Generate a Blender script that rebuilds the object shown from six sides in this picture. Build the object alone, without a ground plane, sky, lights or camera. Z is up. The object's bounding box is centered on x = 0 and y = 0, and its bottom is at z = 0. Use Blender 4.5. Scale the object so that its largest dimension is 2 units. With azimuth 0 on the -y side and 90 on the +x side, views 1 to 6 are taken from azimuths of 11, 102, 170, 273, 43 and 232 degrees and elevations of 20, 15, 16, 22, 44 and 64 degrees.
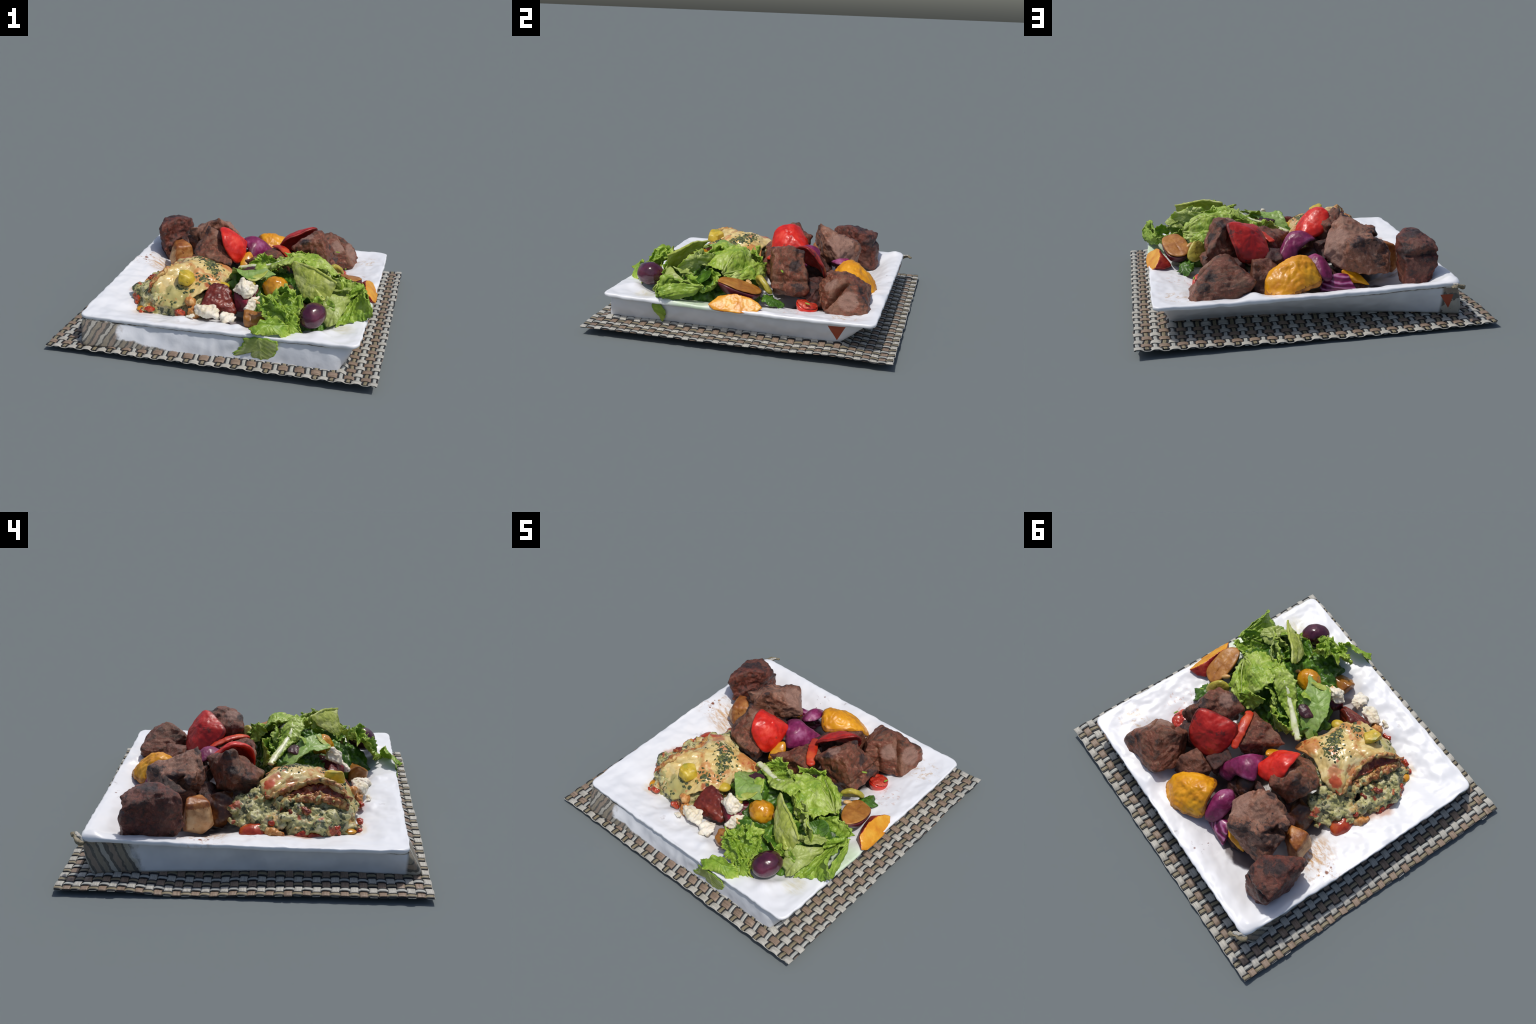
# A square white plate of mixed food on a woven placemat, built part by part.
import bpy, bmesh, math
import numpy as np
from mathutils import Vector

for o in list(bpy.data.objects):
    bpy.data.objects.remove(o, do_unlink=True)
COL = bpy.context.scene.collection
A = np.array


# ------------------------------------------------------------------ noise
_rs = np.random.RandomState(7)
_G = _rs.normal(size=(256, 3))
_G /= np.linalg.norm(_G, axis=1)[:, None]


def perlin(p, seed=0):
    p = np.asarray(p, float) + seed * 17.31
    i = np.floor(p).astype(np.int64)
    f = p - i
    u = f * f * f * (f * (f * 6 - 15) + 10)
    out = np.zeros(len(p))
    for dx in (0, 1):
        for dy in (0, 1):
            for dz in (0, 1):
                h = ((i[:, 0] + dx) * 73856093) ^ ((i[:, 1] + dy) * 19349663) ^ ((i[:, 2] + dz) * 83492791)
                h = (h ^ (h >> 13)) * 1274126177
                g = _G[(h ^ (h >> 16)) & 255]
                w = (u[:, 0] if dx else 1 - u[:, 0]) * (u[:, 1] if dy else 1 - u[:, 1]) * (u[:, 2] if dz else 1 - u[:, 2])
                out += w * (g * (f - A([dx, dy, dz]))).sum(1)
    return out * 1.6


def fbm(p, scale, octaves=4, seed=0, gain=0.5):
    out, a = 0, 1.0
    p = np.asarray(p, float) * scale
    for k in range(octaves):
        out = out + a * perlin(p, seed + k * 3)
        a *= gain
        p = p * 2.03
    return out


def ridged(p, scale, octaves=3, seed=0):
    out, a = 0, 1.0
    p = np.asarray(p, float) * scale
    for k in range(octaves):
        out = out + a * (1 - 2 * np.abs(perlin(p, seed + k * 5)))
        a *= 0.5
        p = p * 2.1
    return out


def vnoise(p, scale, octaves=2, seed=0):
    return np.stack([fbm(p, scale, octaves, seed + 40 * k) for k in range(3)], 1)


def smooth01(x, a, b):
    t = np.clip((x - a) / (b - a), 0, 1)
    return t * t * (3 - 2 * t)


# ------------------------------------------------------------------ meshes
def new_mesh(name, verts, faces, mats, smooth=True, slot=None, origin=None):
    verts = np.asarray(verts, float)
    if origin is None:
        origin = verts.mean(0)
    origin = np.asarray(origin, float)
    me = bpy.data.meshes.new(name)
    me.from_pydata((verts - origin).tolist(), [], faces if isinstance(faces, list) else faces.tolist())
    for m in (mats if isinstance(mats, (list, tuple)) else [mats]):
        me.materials.append(m)
    n = len(me.polygons)
    me.polygons.foreach_set("use_smooth", [smooth] * n)
    if slot is not None:
        me.polygons.foreach_set("material_index", np.asarray(slot, np.int32))
    me.update()
    o = bpy.data.objects.new(name, me)
    o.location = origin
    COL.objects.link(o)
    return o


def label(o, text, category):
    o["label"] = text
    o["category"] = category
    return o


def group(name, loc, text, category):
    e = bpy.data.objects.new(name, None)
    e.empty_display_size = 0.05
    e.location = loc
    COL.objects.link(e)
    return label(e, text, category)


def child(o, parent):
    o.parent = parent
    o.location = A(o.location) - A(parent.location)
    return o


def hull_remesh(hulls, voxel):
    bm = bmesh.new()
    for pts in hulls:
        b2 = bmesh.new()
        vs = [b2.verts.new(Vector(p)) for p in pts]
        r = bmesh.ops.convex_hull(b2, input=vs)
        junk = [g for g in r["geom_interior"] if isinstance(g, bmesh.types.BMVert)]
        bmesh.ops.delete(b2, geom=junk, context="VERTS")
        tmp = bpy.data.meshes.new("t")
        b2.to_mesh(tmp)
        b2.free()
        bm.from_mesh(tmp)
        bpy.data.meshes.remove(tmp)
    bmesh.ops.recalc_face_normals(bm, faces=bm.faces)
    me = bpy.data.meshes.new("hull")
    bm.to_mesh(me)
    bm.free()
    o = bpy.data.objects.new("hull", me)
    COL.objects.link(o)
    md = o.modifiers.new("r", "REMESH")
    md.mode = "VOXEL"
    md.voxel_size = voxel
    dg = bpy.context.evaluated_depsgraph_get()
    ev = o.evaluated_get(dg).to_mesh()
    v = np.empty(len(ev.vertices) * 3, np.float32)
    ev.vertices.foreach_get("co", v)
    v = v.reshape(-1, 3).astype(float)
    f = [tuple(p.vertices) for p in ev.polygons]
    o.evaluated_get(dg).to_mesh_clear()
    bpy.data.objects.remove(o)
    bpy.data.meshes.remove(me)
    f4 = A([q if len(q) == 4 else (*q, q[-1]) for q in f])
    return v, f, f4


def relax(v, f4, n, lam=0.5):
    e = np.concatenate([f4[:, [0, 1]], f4[:, [1, 2]], f4[:, [2, 3]], f4[:, [3, 0]]])
    e = e[e[:, 0] != e[:, 1]]
    e = np.unique(np.sort(e, 1), axis=0)
    deg = np.bincount(e.ravel(), minlength=len(v))[:, None]
    for _ in range(n):
        s = np.zeros_like(v)
        for k in range(3):
            s[:, k] = np.bincount(e[:, 0], v[e[:, 1], k], len(v)) + np.bincount(e[:, 1], v[e[:, 0], k], len(v))
        v = v + lam * (s / np.maximum(deg, 1) - v)
    return v


def normals(v, f4):
    n = np.cross(v[f4[:, 2]] - v[f4[:, 0]], v[f4[:, 3]] - v[f4[:, 1]])
    out = np.zeros_like(v)
    for k in range(4):
        for j in range(3):
            out[:, j] += np.bincount(f4[:, k], n[:, j], len(v))
    return out / np.maximum(np.linalg.norm(out, axis=1), 1e-12)[:, None]


def face_normals(v, f4):
    n = np.cross(v[f4[:, 2]] - v[f4[:, 0]], v[f4[:, 3]] - v[f4[:, 1]])
    return n / np.maximum(np.linalg.norm(n, axis=1), 1e-12)[:, None]


def seg_dist(p, a, b):
    a, b = A(a, float), A(b, float)
    t = np.clip(((p - a) @ (b - a)) / max((b - a) @ (b - a), 1e-9), 0, 1)
    return np.linalg.norm(p - (a + t[:, None] * (b - a)), axis=1)


def lump(name, hulls, mats, voxel=0.0065, soft=8, grow=1.03, relief=None, cuts=(), slotfn=None, spikes=(), slits=()):
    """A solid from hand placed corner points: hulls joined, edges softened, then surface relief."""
    if not isinstance(hulls[0][0], (list, tuple, np.ndarray)):
        hulls = [hulls]
    hs = []
    for h in hulls:
        h = A(h, float)
        c = h.mean(0)
        hs.append(c + (h - c) * grow)
    v, f, f4 = hull_remesh(hs, voxel)
    v = relax(v, f4, soft)
    n = normals(v, f4)
    for (pt, r, hgt, direction) in spikes:
        d = np.linalg.norm(v - A(pt), axis=1)
        w = np.clip(1 - d / r, 0, 1) ** 1.7
        v = v + w[:, None] * hgt * A(direction)
    if relief:
        n = normals(v, f4)
        v = v + n * relief(v)[:, None]
    n = normals(v, f4)
    for (a, b, width, depth) in cuts:
        d = seg_dist(v, a, b)
        v = v - n * (depth * np.exp(-(d / width) ** 2))[:, None]
    for (a, b, face, width, depth) in slits:
        a, b, face = A(a, float), A(b, float), A(face, float)
        q = np.cross(b - a, face)
        q /= np.linalg.norm(q)
        t = ((v - a) @ (b - a)) / ((b - a) @ (b - a))
        d = (v - a) @ q + 0.006 * fbm(v, 25, 2, 3)
        w = np.exp(-(d / width) ** 2) * smooth01(t, -0.15, 0.1) * (1 - smooth01(t, 0.9, 1.15)) * (n @ (face / np.linalg.norm(face)) > 0.1)
        v = v - (face / np.linalg.norm(face)) * (depth * w)[:, None]
    slot = None
    if slotfn:
        fn = face_normals(v, f4)
        slot = slotfn(v[f4].mean(1), fn)
    return new_mesh(name, v, f, mats, slot=slot)


def catmull_closed(pts, n):
    P = A(pts, float)
    k = len(P)
    seg = np.linalg.norm(np.roll(P, -1, 0) - P, axis=1)
    cum = np.concatenate([[0], np.cumsum(seg)])
    t = np.linspace(0, cum[-1], n, endpoint=False)
    i = np.clip(np.searchsorted(cum, t, side="right") - 1, 0, k - 1)
    u = ((t - cum[i]) / seg[i])[:, None]
    p0, p1, p2, p3 = P[(i - 1) % k], P[i], P[(i + 1) % k], P[(i + 2) % k]
    return 0.5 * (2 * p1 + (p2 - p0) * u + (2 * p0 - 5 * p1 + 4 * p2 - p3) * u ** 2 + (3 * p1 - p0 - 3 * p2 + p3) * u ** 3)


def catmull_open(P, n):
    """Catmull-Rom along axis 0 of an array (k, ..., 3)."""
    P = np.asarray(P, float)
    k = len(P)
    Q = np.concatenate([[2 * P[0] - P[1]], P, [2 * P[-1] - P[-2]]])
    t = np.linspace(0, k - 1, n)
    i = np.clip(t.astype(int), 0, k - 2)
    u = (t - i).reshape(-1, *([1] * (P.ndim - 1)))
    p0, p1, p2, p3 = Q[i], Q[i + 1], Q[i + 2], Q[i + 3]
    return 0.5 * (2 * p1 + (p2 - p0) * u + (2 * p0 - 5 * p1 + 4 * p2 - p3) * u ** 2 + (3 * p1 - p0 - 3 * p2 + p3) * u ** 3)


def cap(name, outline, centre, mats, thick=0.02, nt=120, nr=24, dome=2.0, offset=0.0, jag=0.0, jagf=60, ruffle=0.0,
        rufflef=22, veins=None, relief=None, cuts=(), seed=1, edge_round=6, flip=None, slot_by_side=False, pucker=0.0, margin=None):
    """A shell over a closed outline, pulled through a centre point; two faces and a rounded edge."""
    O = catmull_closed(outline, nt)
    C = A(centre, float)
    N = np.zeros(3)
    for a, b in zip(O, np.roll(O, -1, 0)):
        N += np.cross(a - C, b - C)
    N /= np.linalg.norm(N)
    if N[2] < 0 if flip is None else flip:
        O = O[::-1]
        N = -N
    if jag:
        O = C + (O - C) * (1 + jag * fbm(O, jagf, 3, seed))[:, None]
    r = np.linspace(0, 1, nr + 1)[1:] ** 0.8
    d = O - C
    dn = (d @ N)[:, None] * N
    dl = d - dn
    S = C + dl[None] * r[:, None, None] + dn[None] * (r ** dome)[:, None, None]
    V = np.concatenate([[C], S.reshape(-1, 3)])
    R = np.concatenate([[0], np.repeat(r, nt)])
    top, bot = [], []
    idx = lambda i, j: 1 + i * nt + j % nt
    F = []
    for j in range(nt):
        F.append((0, idx(0, j), idx(0, j + 1), idx(0, j + 1)))
    for i in range(nr - 1):
        for j in range(nt):
            F.append((idx(i, j), idx(i + 1, j), idx(i + 1, j + 1), idx(i, j + 1)))
    F = A(F)
    n = normals(V, F)
    if pucker:
        V = V + n * (pucker * fbm(V, 26, 3, seed + 5))[:, None]
    if ruffle:
        w = np.clip((R - 0.3) / 0.7, 0, 1) ** 2.2
        Oe = np.concatenate([[C], np.tile(O, (nr, 1))])
        q = Oe * 0.6 + V * 0.4
        V = V + n * (ruffle * w * fbm(q, rufflef, 2, seed + 9, 0.6))[:, None] + w[:, None] * 0.45 * ruffle * vnoise(q, rufflef * 0.8, 1, seed + 20)
    if veins:
        ax, sp, dep = veins
        ax = A(ax, float)
        ax = ax - (ax @ N) * N
        ax /= np.linalg.norm(ax)
        ay = np.cross(N, ax)
        x, y = (V - C) @ ax, (V - C) @ ay
        y = y + 0.006 * fbm(V, 20, 2, seed)
        ph = (x - 0.75 * np.abs(y)) / sp + 0.15 * fbm(V, 15, 2, seed)
        tri = np.abs(ph - np.round(ph))
        h = np.exp(-(tri / 0.11) ** 2) * 0.7 * smooth01(np.abs(y), 0, 0.01) + 1.4 * np.exp(-(y / 0.006) ** 2)
        V = V - n * (dep * h)[:, None]
    n = normals(V, F)
    if relief:
        V = V + n * relief(V)[:, None]
    for (a, b, width, depth) in cuts:
        V = V - n * (depth * np.exp(-(seg_dist(V, a, b) / width) ** 2))[:, None]
    n = normals(V, F)
    prof = (np.clip(1 - R ** edge_round, 0, 1) ** 0.5 * thick / 2)[:, None]
    off = n * offset
    T, B = V + n * prof + off, V - n * prof + off
    nb = len(V) - nt          # inner vertices of the lower side; the rim ring is shared
    V2 = np.concatenate([T, B[:nb]])
    m = lambda i: np.where(i < nb, i + len(V), i)
    F2 = m(F)[:, ::-1]
    faces = []
    for q in np.concatenate([F, F2]).tolist():
        faces.append(tuple(dict.fromkeys(q)))
    slot = None
    if margin is not None:
        Rf = R[F].mean(1) + 0.03 * fbm(V[F].mean(1), 60, 2, seed)
        slot = np.where(Rf > 0.90, 1, 0).tolist() * 2
        mats = [mats, margin]
    if slot_by_side:
        slot = [0] * len(F) + [1] * len(F2)
    return new_mesh(name, V2, faces, mats, slot=slot)


def sheet(name, grid, mats, thick=0.005, nu=60, nv=60, ruffle=0.0, rufflef=22, vein=0.0, nvein=9, pucker=0.0, seed=1,
          ragged=0.0, vein_u=0):
    """A thin leaf through a grid of control points, ruffled at its margins, solid with a rounded edge."""
    P = catmull_open(np.swapaxes(catmull_open(A(grid, float), nu), 0, 1), nv)  # nv, nu
    P = np.swapaxes(P, 0, 1)
    u, v = np.meshgrid(np.linspace(0, 1, nu), np.linspace(0, 1, nv), indexing="ij")
    V = P.reshape(-1, 3)
    e = np.minimum.reduce([u, 1 - u, v, 1 - v]).ravel()
    idx = np.arange(nu * nv).reshape(nu, nv)
    F = np.stack([idx[:-1, :-1], idx[1:, :-1], idx[1:, 1:], idx[:-1, 1:]], -1).reshape(-1, 4)
    n = normals(V, F)
    w = np.exp(-e / 0.11)
    if pucker:
        V = V + n * (pucker * fbm(V, 28, 3, seed + 5))[:, None]
    if vein:
        uu, vv = u.ravel(), v.ravel()
        ph = (uu * vein_u + 1.2 * vv + 0.5 * fbm(V, 9, 2, seed + 7)) if vein_u else vv * nvein + 1.8 * np.abs(uu - 0.5) + 0.25 * fbm(V, 14, 2, seed)
        tri = np.abs(ph - np.round(ph))
        V = V - n * (vein * np.exp(-(tri / 0.13) ** 2))[:, None]
    if ruffle:
        V = V + n * (ruffle * w * fbm(V, rufflef, 2, seed + 9, 0.6))[:, None] + w[:, None] * 0.6 * ruffle * vnoise(V, rufflef * 0.9, 2, seed + 20)
    if ragged:
        c = V.mean(0)
        w2 = np.exp(-e / 0.03)
        V = V - (V - c) * (w2 * ragged * np.clip(0.4 + fbm(V, 45, 2, seed + 3), 0, 1))[:, None]
    n = normals(V, F)
    prof = (np.clip(1 - np.exp(-e / 0.02), 0, 1) ** 0.5 * thick / 2)[:, None]
    T, B = V + n * prof, V - n * prof
    border = e < 1e-9
    m = np.where(border, np.arange(len(V)), -1)
    inner = np.where(~border)[0]
    m[inner] = len(V) + np.arange(len(inner))
    V2 = np.concatenate([T, B[inner]])
    F2 = m[F][:, ::-1]
    return new_mesh(name, V2, np.concatenate([F, F2]), mats)


def tube(name, spine, radii, mats, n=40, k=12, flat=1.0, seed=1, rough=0.0):
    S = catmull_open(A(spine, float), n)
    rr = np.interp(np.linspace(0, 1, n), np.linspace(0, 1, len(radii)), radii)
    T = np.gradient(S, axis=0)
    T /= np.linalg.norm(T, axis=1)[:, None]
    side = np.cross(T, [0, 0, 1.0])
    side /= np.maximum(np.linalg.norm(side, axis=1), 1e-6)[:, None]
    up = np.cross(side, T)
    a = np.linspace(0, 2 * np.pi, k, endpoint=False)
    V = S[:, None] + rr[:, None, None] * (np.cos(a)[None, :, None] * side[:, None] + flat * np.sin(a)[None, :, None] * up[:, None])
    V = V.reshape(-1, 3)
    if rough:
        V = V + rough * vnoise(V, 40, 2, seed)
    F = [(i * k + j, i * k + (j + 1) % k, (i + 1) * k + (j + 1) % k, (i + 1) * k + j) for i in range(n - 1) for j in range(k)]
    V = np.concatenate([V, [S[0] - T[0] * rr[0] * .6, S[-1] + T[-1] * rr[-1] * .6]])
    F += [(len(V) - 2, (j + 1) % k, j) for j in range(k)]
    F += [(len(V) - 1, (n - 1) * k + j, (n - 1) * k + (j + 1) % k) for j in range(k)]
    return new_mesh(name, V, F, mats)


def ball(name, centre, radii, mats, rot=(0, 0, 0), n=40, relief=None, cuts=()):
    bm = bmesh.new()
    bmesh.ops.create_uvsphere(bm, u_segments=n, v_segments=n // 2, radius=1)
    v = A([x.co[:] for x in bm.verts]) * A(radii)
    f = [tuple(w.index for w in p.verts) for p in bm.faces]
    bm.free()
    from mathutils import Euler
    v = v @ A(Euler(rot).to_matrix()).T + A(centre)
    f4 = A([q if len(q) == 4 else (*q, q[-1]) for q in f])
    nn = normals(v, f4)
    if relief:
        v = v + nn * relief(v)[:, None]
    for (a, b, width, depth) in cuts:
        v = v - nn * (depth * np.exp(-(seg_dist(v, a, b) / width) ** 2))[:, None]
    return new_mesh(name, v, f, mats)


# ------------------------------------------------------------------ materials
def lin(c):
    if isinstance(c, str):
        c = [int(c[i:i + 2], 16) / 255 for i in (0, 2, 4)]
    return tuple(x / 12.92 if x <= 0.04045 else ((x + 0.055) / 1.055) ** 2.4 for x in c) + (1.0,)


class Mat:
    def __init__(s, name, rough=0.5, spec=0.5, coat=0.0, sub=0.0):
        s.m = bpy.data.materials.new(name)
        s.m.use_nodes = True
        s.t = s.m.node_tree
        s.b = s.t.nodes["Principled BSDF"]
        s.out = s.t.nodes["Material Output"]
        s.b.inputs["Roughness"].default_value = rough
        s.b.inputs["Specular IOR Level"].default_value = spec
        s.b.inputs["Coat Weight"].default_value = coat
        s.b.inputs["Coat Roughness"].default_value = 0.15
        if sub:
            s.b.inputs["Subsurface Weight"].default_value = sub
            s.b.inputs["Subsurface Scale"].default_value = 0.02
        s.co = s.node("ShaderNodeTexCoord").outputs["Object"]

    def node(s, kind, **kw):
        n = s.t.nodes.new(kind)
        for k, v in kw.items():
            setattr(n, k, v)
        return n

    def put(s, sock, val):
        if hasattr(val, "is_output"):
            s.t.links.new(val, sock)
        elif isinstance(val, str):
            sock.default_value = lin(val)
        else:
            sock.default_value = val

    def scaled(s, scale, loc=(0, 0, 0), rot=(0, 0, 0), vec=None):
        n = s.node("ShaderNodeMapping")
        s.put(n.inputs["Vector"], vec or s.co)
        n.inputs["Scale"].default_value = scale
        n.inputs["Location"].default_value = loc
        n.inputs["Rotation"].default_value = rot
        return n.outputs[0]

    def noise(s, scale, detail=4, rough=0.55, vec=None, dist=0.0):
        n = s.node("ShaderNodeTexNoise")
        s.put(n.inputs["Vector"], vec or s.co)
        n.inputs["Scale"].default_value = scale
        n.inputs["Detail"].default_value = detail
        n.inputs["Roughness"].default_value = rough
        n.inputs["Distortion"].default_value = dist
        return n.outputs["Fac"]

    def voronoi(s, scale, feature="F1", vec=None, rnd=1.0, out="Distance"):
        n = s.node("ShaderNodeTexVoronoi", feature=feature)
        s.put(n.inputs["Vector"], vec or s.co)
        n.inputs["Scale"].default_value = scale
        n.inputs["Randomness"].default_value = rnd
        return n.outputs[out]

    def ramp(s, fac, stops, interp="LINEAR"):
        n = s.node("ShaderNodeValToRGB")
        n.color_ramp.interpolation = interp
        els = n.color_ramp.elements
        while len(els) < len(stops):
            els.new(0.5)
        for e, (p, c) in zip(els, stops):
            e.position = p
            e.color = lin(c) if isinstance(c, (str, tuple, list)) else (c, c, c, 1)
        s.put(n.inputs[0], fac)
        return n.outputs[0]

    def step(s, fac, a, b):
        """0 below a, 1 above b."""
        n = s.node("ShaderNodeMapRange", interpolation_type="SMOOTHSTEP")
        s.put(n.inputs[0], fac)
        n.inputs[1].default_value, n.inputs[2].default_value = (a, b)
        return n.outputs[0]

    def mix(s, fac, a, b, mode="MIX"):
        n = s.node("ShaderNodeMix", data_type="RGBA", blend_type=mode)
        s.put(n.inputs[0], fac)
        s.put(n.inputs[6], a)
        s.put(n.inputs[7], b)
        return n.outputs[2]

    def math(s, op, a, b=0.0):
        n = s.node("ShaderNodeMath", operation=op)
        s.put(n.inputs[0], a)
        s.put(n.inputs[1], b)
        return n.outputs[0]

    def near(s, point, r0, r1, squash=(1, 1, 1)):
        """1 close to a point of the object's own space, 0 beyond r1."""
        v = s.node("ShaderNodeVectorMath", operation="SUBTRACT")
        s.put(v.inputs[0], s.co)
        v.inputs[1].default_value = point
        w = s.node("ShaderNodeVectorMath", operation="MULTIPLY")
        s.put(w.inputs[0], v.outputs[0])
        w.inputs[1].default_value = squash
        l = s.node("ShaderNodeVectorMath", operation="LENGTH")
        s.put(l.inputs[0], w.outputs[0])
        return s.math("SUBTRACT", 1.0, s.step(l.outputs["Value"], r0, r1))

    def axis(s, i):
        n = s.node("ShaderNodeSeparateXYZ")
        s.put(n.inputs[0], s.co)
        return n.outputs[i]

    def bump(s, h, strength=0.3, dist=0.005):
        n = s.node("ShaderNodeBump")
        n.inputs["Strength"].default_value = strength
        n.inputs["Distance"].default_value = dist
        s.put(n.inputs["Height"], h)
        prev = s.b.inputs["Normal"]
        if prev.is_linked:
            s.t.links.new(prev.links[0].from_socket, n.inputs["Normal"])
        s.t.links.new(n.outputs[0], prev)

    def done(s, colour, rough=None):
        s.put(s.b.inputs["Base Color"], colour)
        if rough is not None:
            s.put(s.b.inputs["Roughness"], rough)
        return s.m

    def translucent(s, colour, amount):
        t = s.node("ShaderNodeBsdfTranslucent")
        s.put(t.inputs[0], colour)
        x = s.node("ShaderNodeMixShader")
        x.inputs[0].default_value = amount
        s.t.links.new(s.b.outputs[0], x.inputs[1])
        s.t.links.new(t.outputs[0], x.inputs[2])
        s.t.links.new(x.outputs[0], s.out.inputs[0])


def meat_material(name, base, light, red, dark, char=0.5, shift=0.0, spots=(), pale=(), origin=(0, 0, 0), fibre=(1, 1, 1.6)):
    m = Mat(name, 0.42, 0.5)
    big = m.noise(8, 4, 0.6, m.scaled((1, 1, 1), (shift, shift * 2, 1)))
    mid = m.noise(32, 7, 0.72, m.scaled(fibre, (shift, 0, 0)), 0.4)
    fine = m.noise(95, 5, 0.7)
    rag = m.noise(15, 5, 0.7, m.scaled((1, 1, 2), (shift, 3, 1)), 0.8)
    c = m.ramp(mid, [(0.34, dark), (0.45, base), (0.54, red), (0.66, light)])
    c = m.mix(m.math("MULTIPLY", m.step(big, 0.5, 0.64), 0.7), c, m.mix(fine, base, light))
    for (p, r) in pale:
        q = A(p) - A(origin)
        k = m.step(m.math("ADD", m.near(tuple(q), r * 0.3, r * 1.3), m.math("MULTIPLY", m.math("SUBTRACT", mid, 0.5), 1.2)), 0.35, 0.75)
        c = m.mix(m.math("MULTIPLY", k, 0.75), c, m.mix(fine, "8a6658", "a88676"))
    burn = m.step(m.noise(11, 5, 0.72, m.scaled((1, 1, 1), (4 + shift, 1, 2))), 0.68 - 0.2 * char, 0.75 - 0.2 * char)
    burn = m.math("MULTIPLY", burn, 0.8)
    for (p, r) in spots:
        q = A(p) - A(origin)
        k = m.step(m.math("ADD", m.math("ADD", m.near(tuple(q), 0.0, r * 1.8), m.math("MULTIPLY", m.math("SUBTRACT", mid, 0.5), 2.0)), m.math("MULTIPLY", m.math("SUBTRACT", rag, 0.5), 3.0)), 0.45, 0.85)
        burn = m.math("MAXIMUM", burn, m.math("MULTIPLY", k, 0.85))
    c = m.mix(burn, c, m.mix(m.step(fine, 0.45, 0.7), "201c1e", "3a3030"))
    c = m.mix(m.math("MULTIPLY", m.step(fine, 0.56, 0.72), 0.6), c, m.mix(0.6, c, light))
    c = m.mix(m.math("MULTIPLY", m.step(m.voronoi(75), 0.16, 0.05), 0.6), c, "2b1d1c")
    m.bump(m.noise(55, 6, 0.75, m.scaled((1, 1.7, 1))), 0.85, 0.008)
    m.bump(m.voronoi(85, "DISTANCE_TO_EDGE"), 0.25, 0.004)
    return m.done(c, m.ramp(fine, [(0.32, 0.2), (0.62, 0.52)]))


def skin_material(name, base, deep, pale, spots="40201c", rough=0.25, spot_amt=0.5, spot_scale=16):
    m = Mat(name, rough + 0.1, 0.45, coat=0.04)
    a = m.noise(10, 4, 0.6)
    c = m.ramp(a, [(0.3, deep), (0.5, base), (0.72, pale)])
    s = m.noise(spot_scale, 6, 0.75, m.scaled((1, 1, 1), (3, 1, 5)))
    c = m.mix(m.math("MULTIPLY", m.step(s, 0.66 - 0.1 * spot_amt, 0.74 - 0.1 * spot_amt), 0.75), c, spots)
    f = m.noise(70, 4, 0.6)
    c = m.mix(m.math("MULTIPLY", m.step(f, 0.62, 0.75), 0.35), c, deep)
    m.bump(m.noise(35, 5, 0.6), 0.35, 0.006)
    return m.done(c, m.ramp(s, [(0.4, rough), (0.7, rough + 0.3)]))


def leaf_material(name, base, deep, pale, trans=0.22, rough=0.38):
    m = Mat(name, rough, 0.45)
    a = m.noise(13, 4, 0.6, dist=0.6)
    c = m.ramp(a, [(0.3, deep), (0.5, base), (0.7, pale)])
    v = m.voronoi(45, "DISTANCE_TO_EDGE", m.scaled((1, 1, 1)), 1.0)
    c = m.mix(m.math("MULTIPLY", m.step(v, 0.06, 0.0), 0.25), c, pale)
    f = m.noise(80, 4, 0.6)
    c = m.mix(m.math("MULTIPLY", m.step(f, 0.55, 0.8), 0.3), c, deep)
    m.bump(m.noise(45, 4, 0.6), 0.4, 0.006)
    m.bump(v, 0.15, 0.003)
    m.done(c)
    m.translucent(c, trans)
    return m.m


PEPPER = skin_material("red_pepper_skin", "b8221a", "921410", "cf3a2c", "4a2420", 0.32, 0.8)
PEPPER_BRIGHT = skin_material("bright_red_pepper_skin", "d62616", "b01a12", "e84c38", "6e3028", 0.28, 0.5)
PEPPER_FLESH = skin_material("red_pepper_flesh", "c2361a", "9c1a12", "d8602c", "6e2a1a", 0.35, 0.2)
YELLOW = skin_material("yellow_pepper_skin", "dc960f", "c47a0a", "ecac22", "8a3c12", 0.3, 0.2, 26)
ONION = skin_material("red_onion_skin", "842658", "5c143a", "ac6890", "46162a", 0.32, 0.5)
ONION_RIM = skin_material("red_onion_edge", "6a2048", "441028", "9a5a80", "2e0e1c", 0.35, 0.8)
YELLOW_RIM = skin_material("charred_yellow_edge", "b8740f", "6a3a12", "dc9a1e", "3a2012", 0.4, 1.0)
PEPPER_RIM = skin_material("charred_red_edge", "8a1a14", "5a120e", "b02a1e", "30161a", 0.4, 1.0)


def onion_layers():
    m = Mat("onion_layers", 0.3)
    w = m.node("ShaderNodeTexWave", bands_direction="Z")
    s = m.scaled((1, 1, 1), (0, 0, 0), (0.25, 0.1, 0))
    m.put(w.inputs["Vector"], s)
    w.inputs["Scale"].default_value = 16
    w.inputs["Distortion"].default_value = 1.5
    c = m.ramp(w.outputs["Fac"], [(0.2, "571038"), (0.7, "85205c"), (0.93, "a86c90")])
    m.bump(w.outputs["Fac"], 0.4, 0.006)
    return m.done(c)


ONION_CUT = onion_layers()


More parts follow.
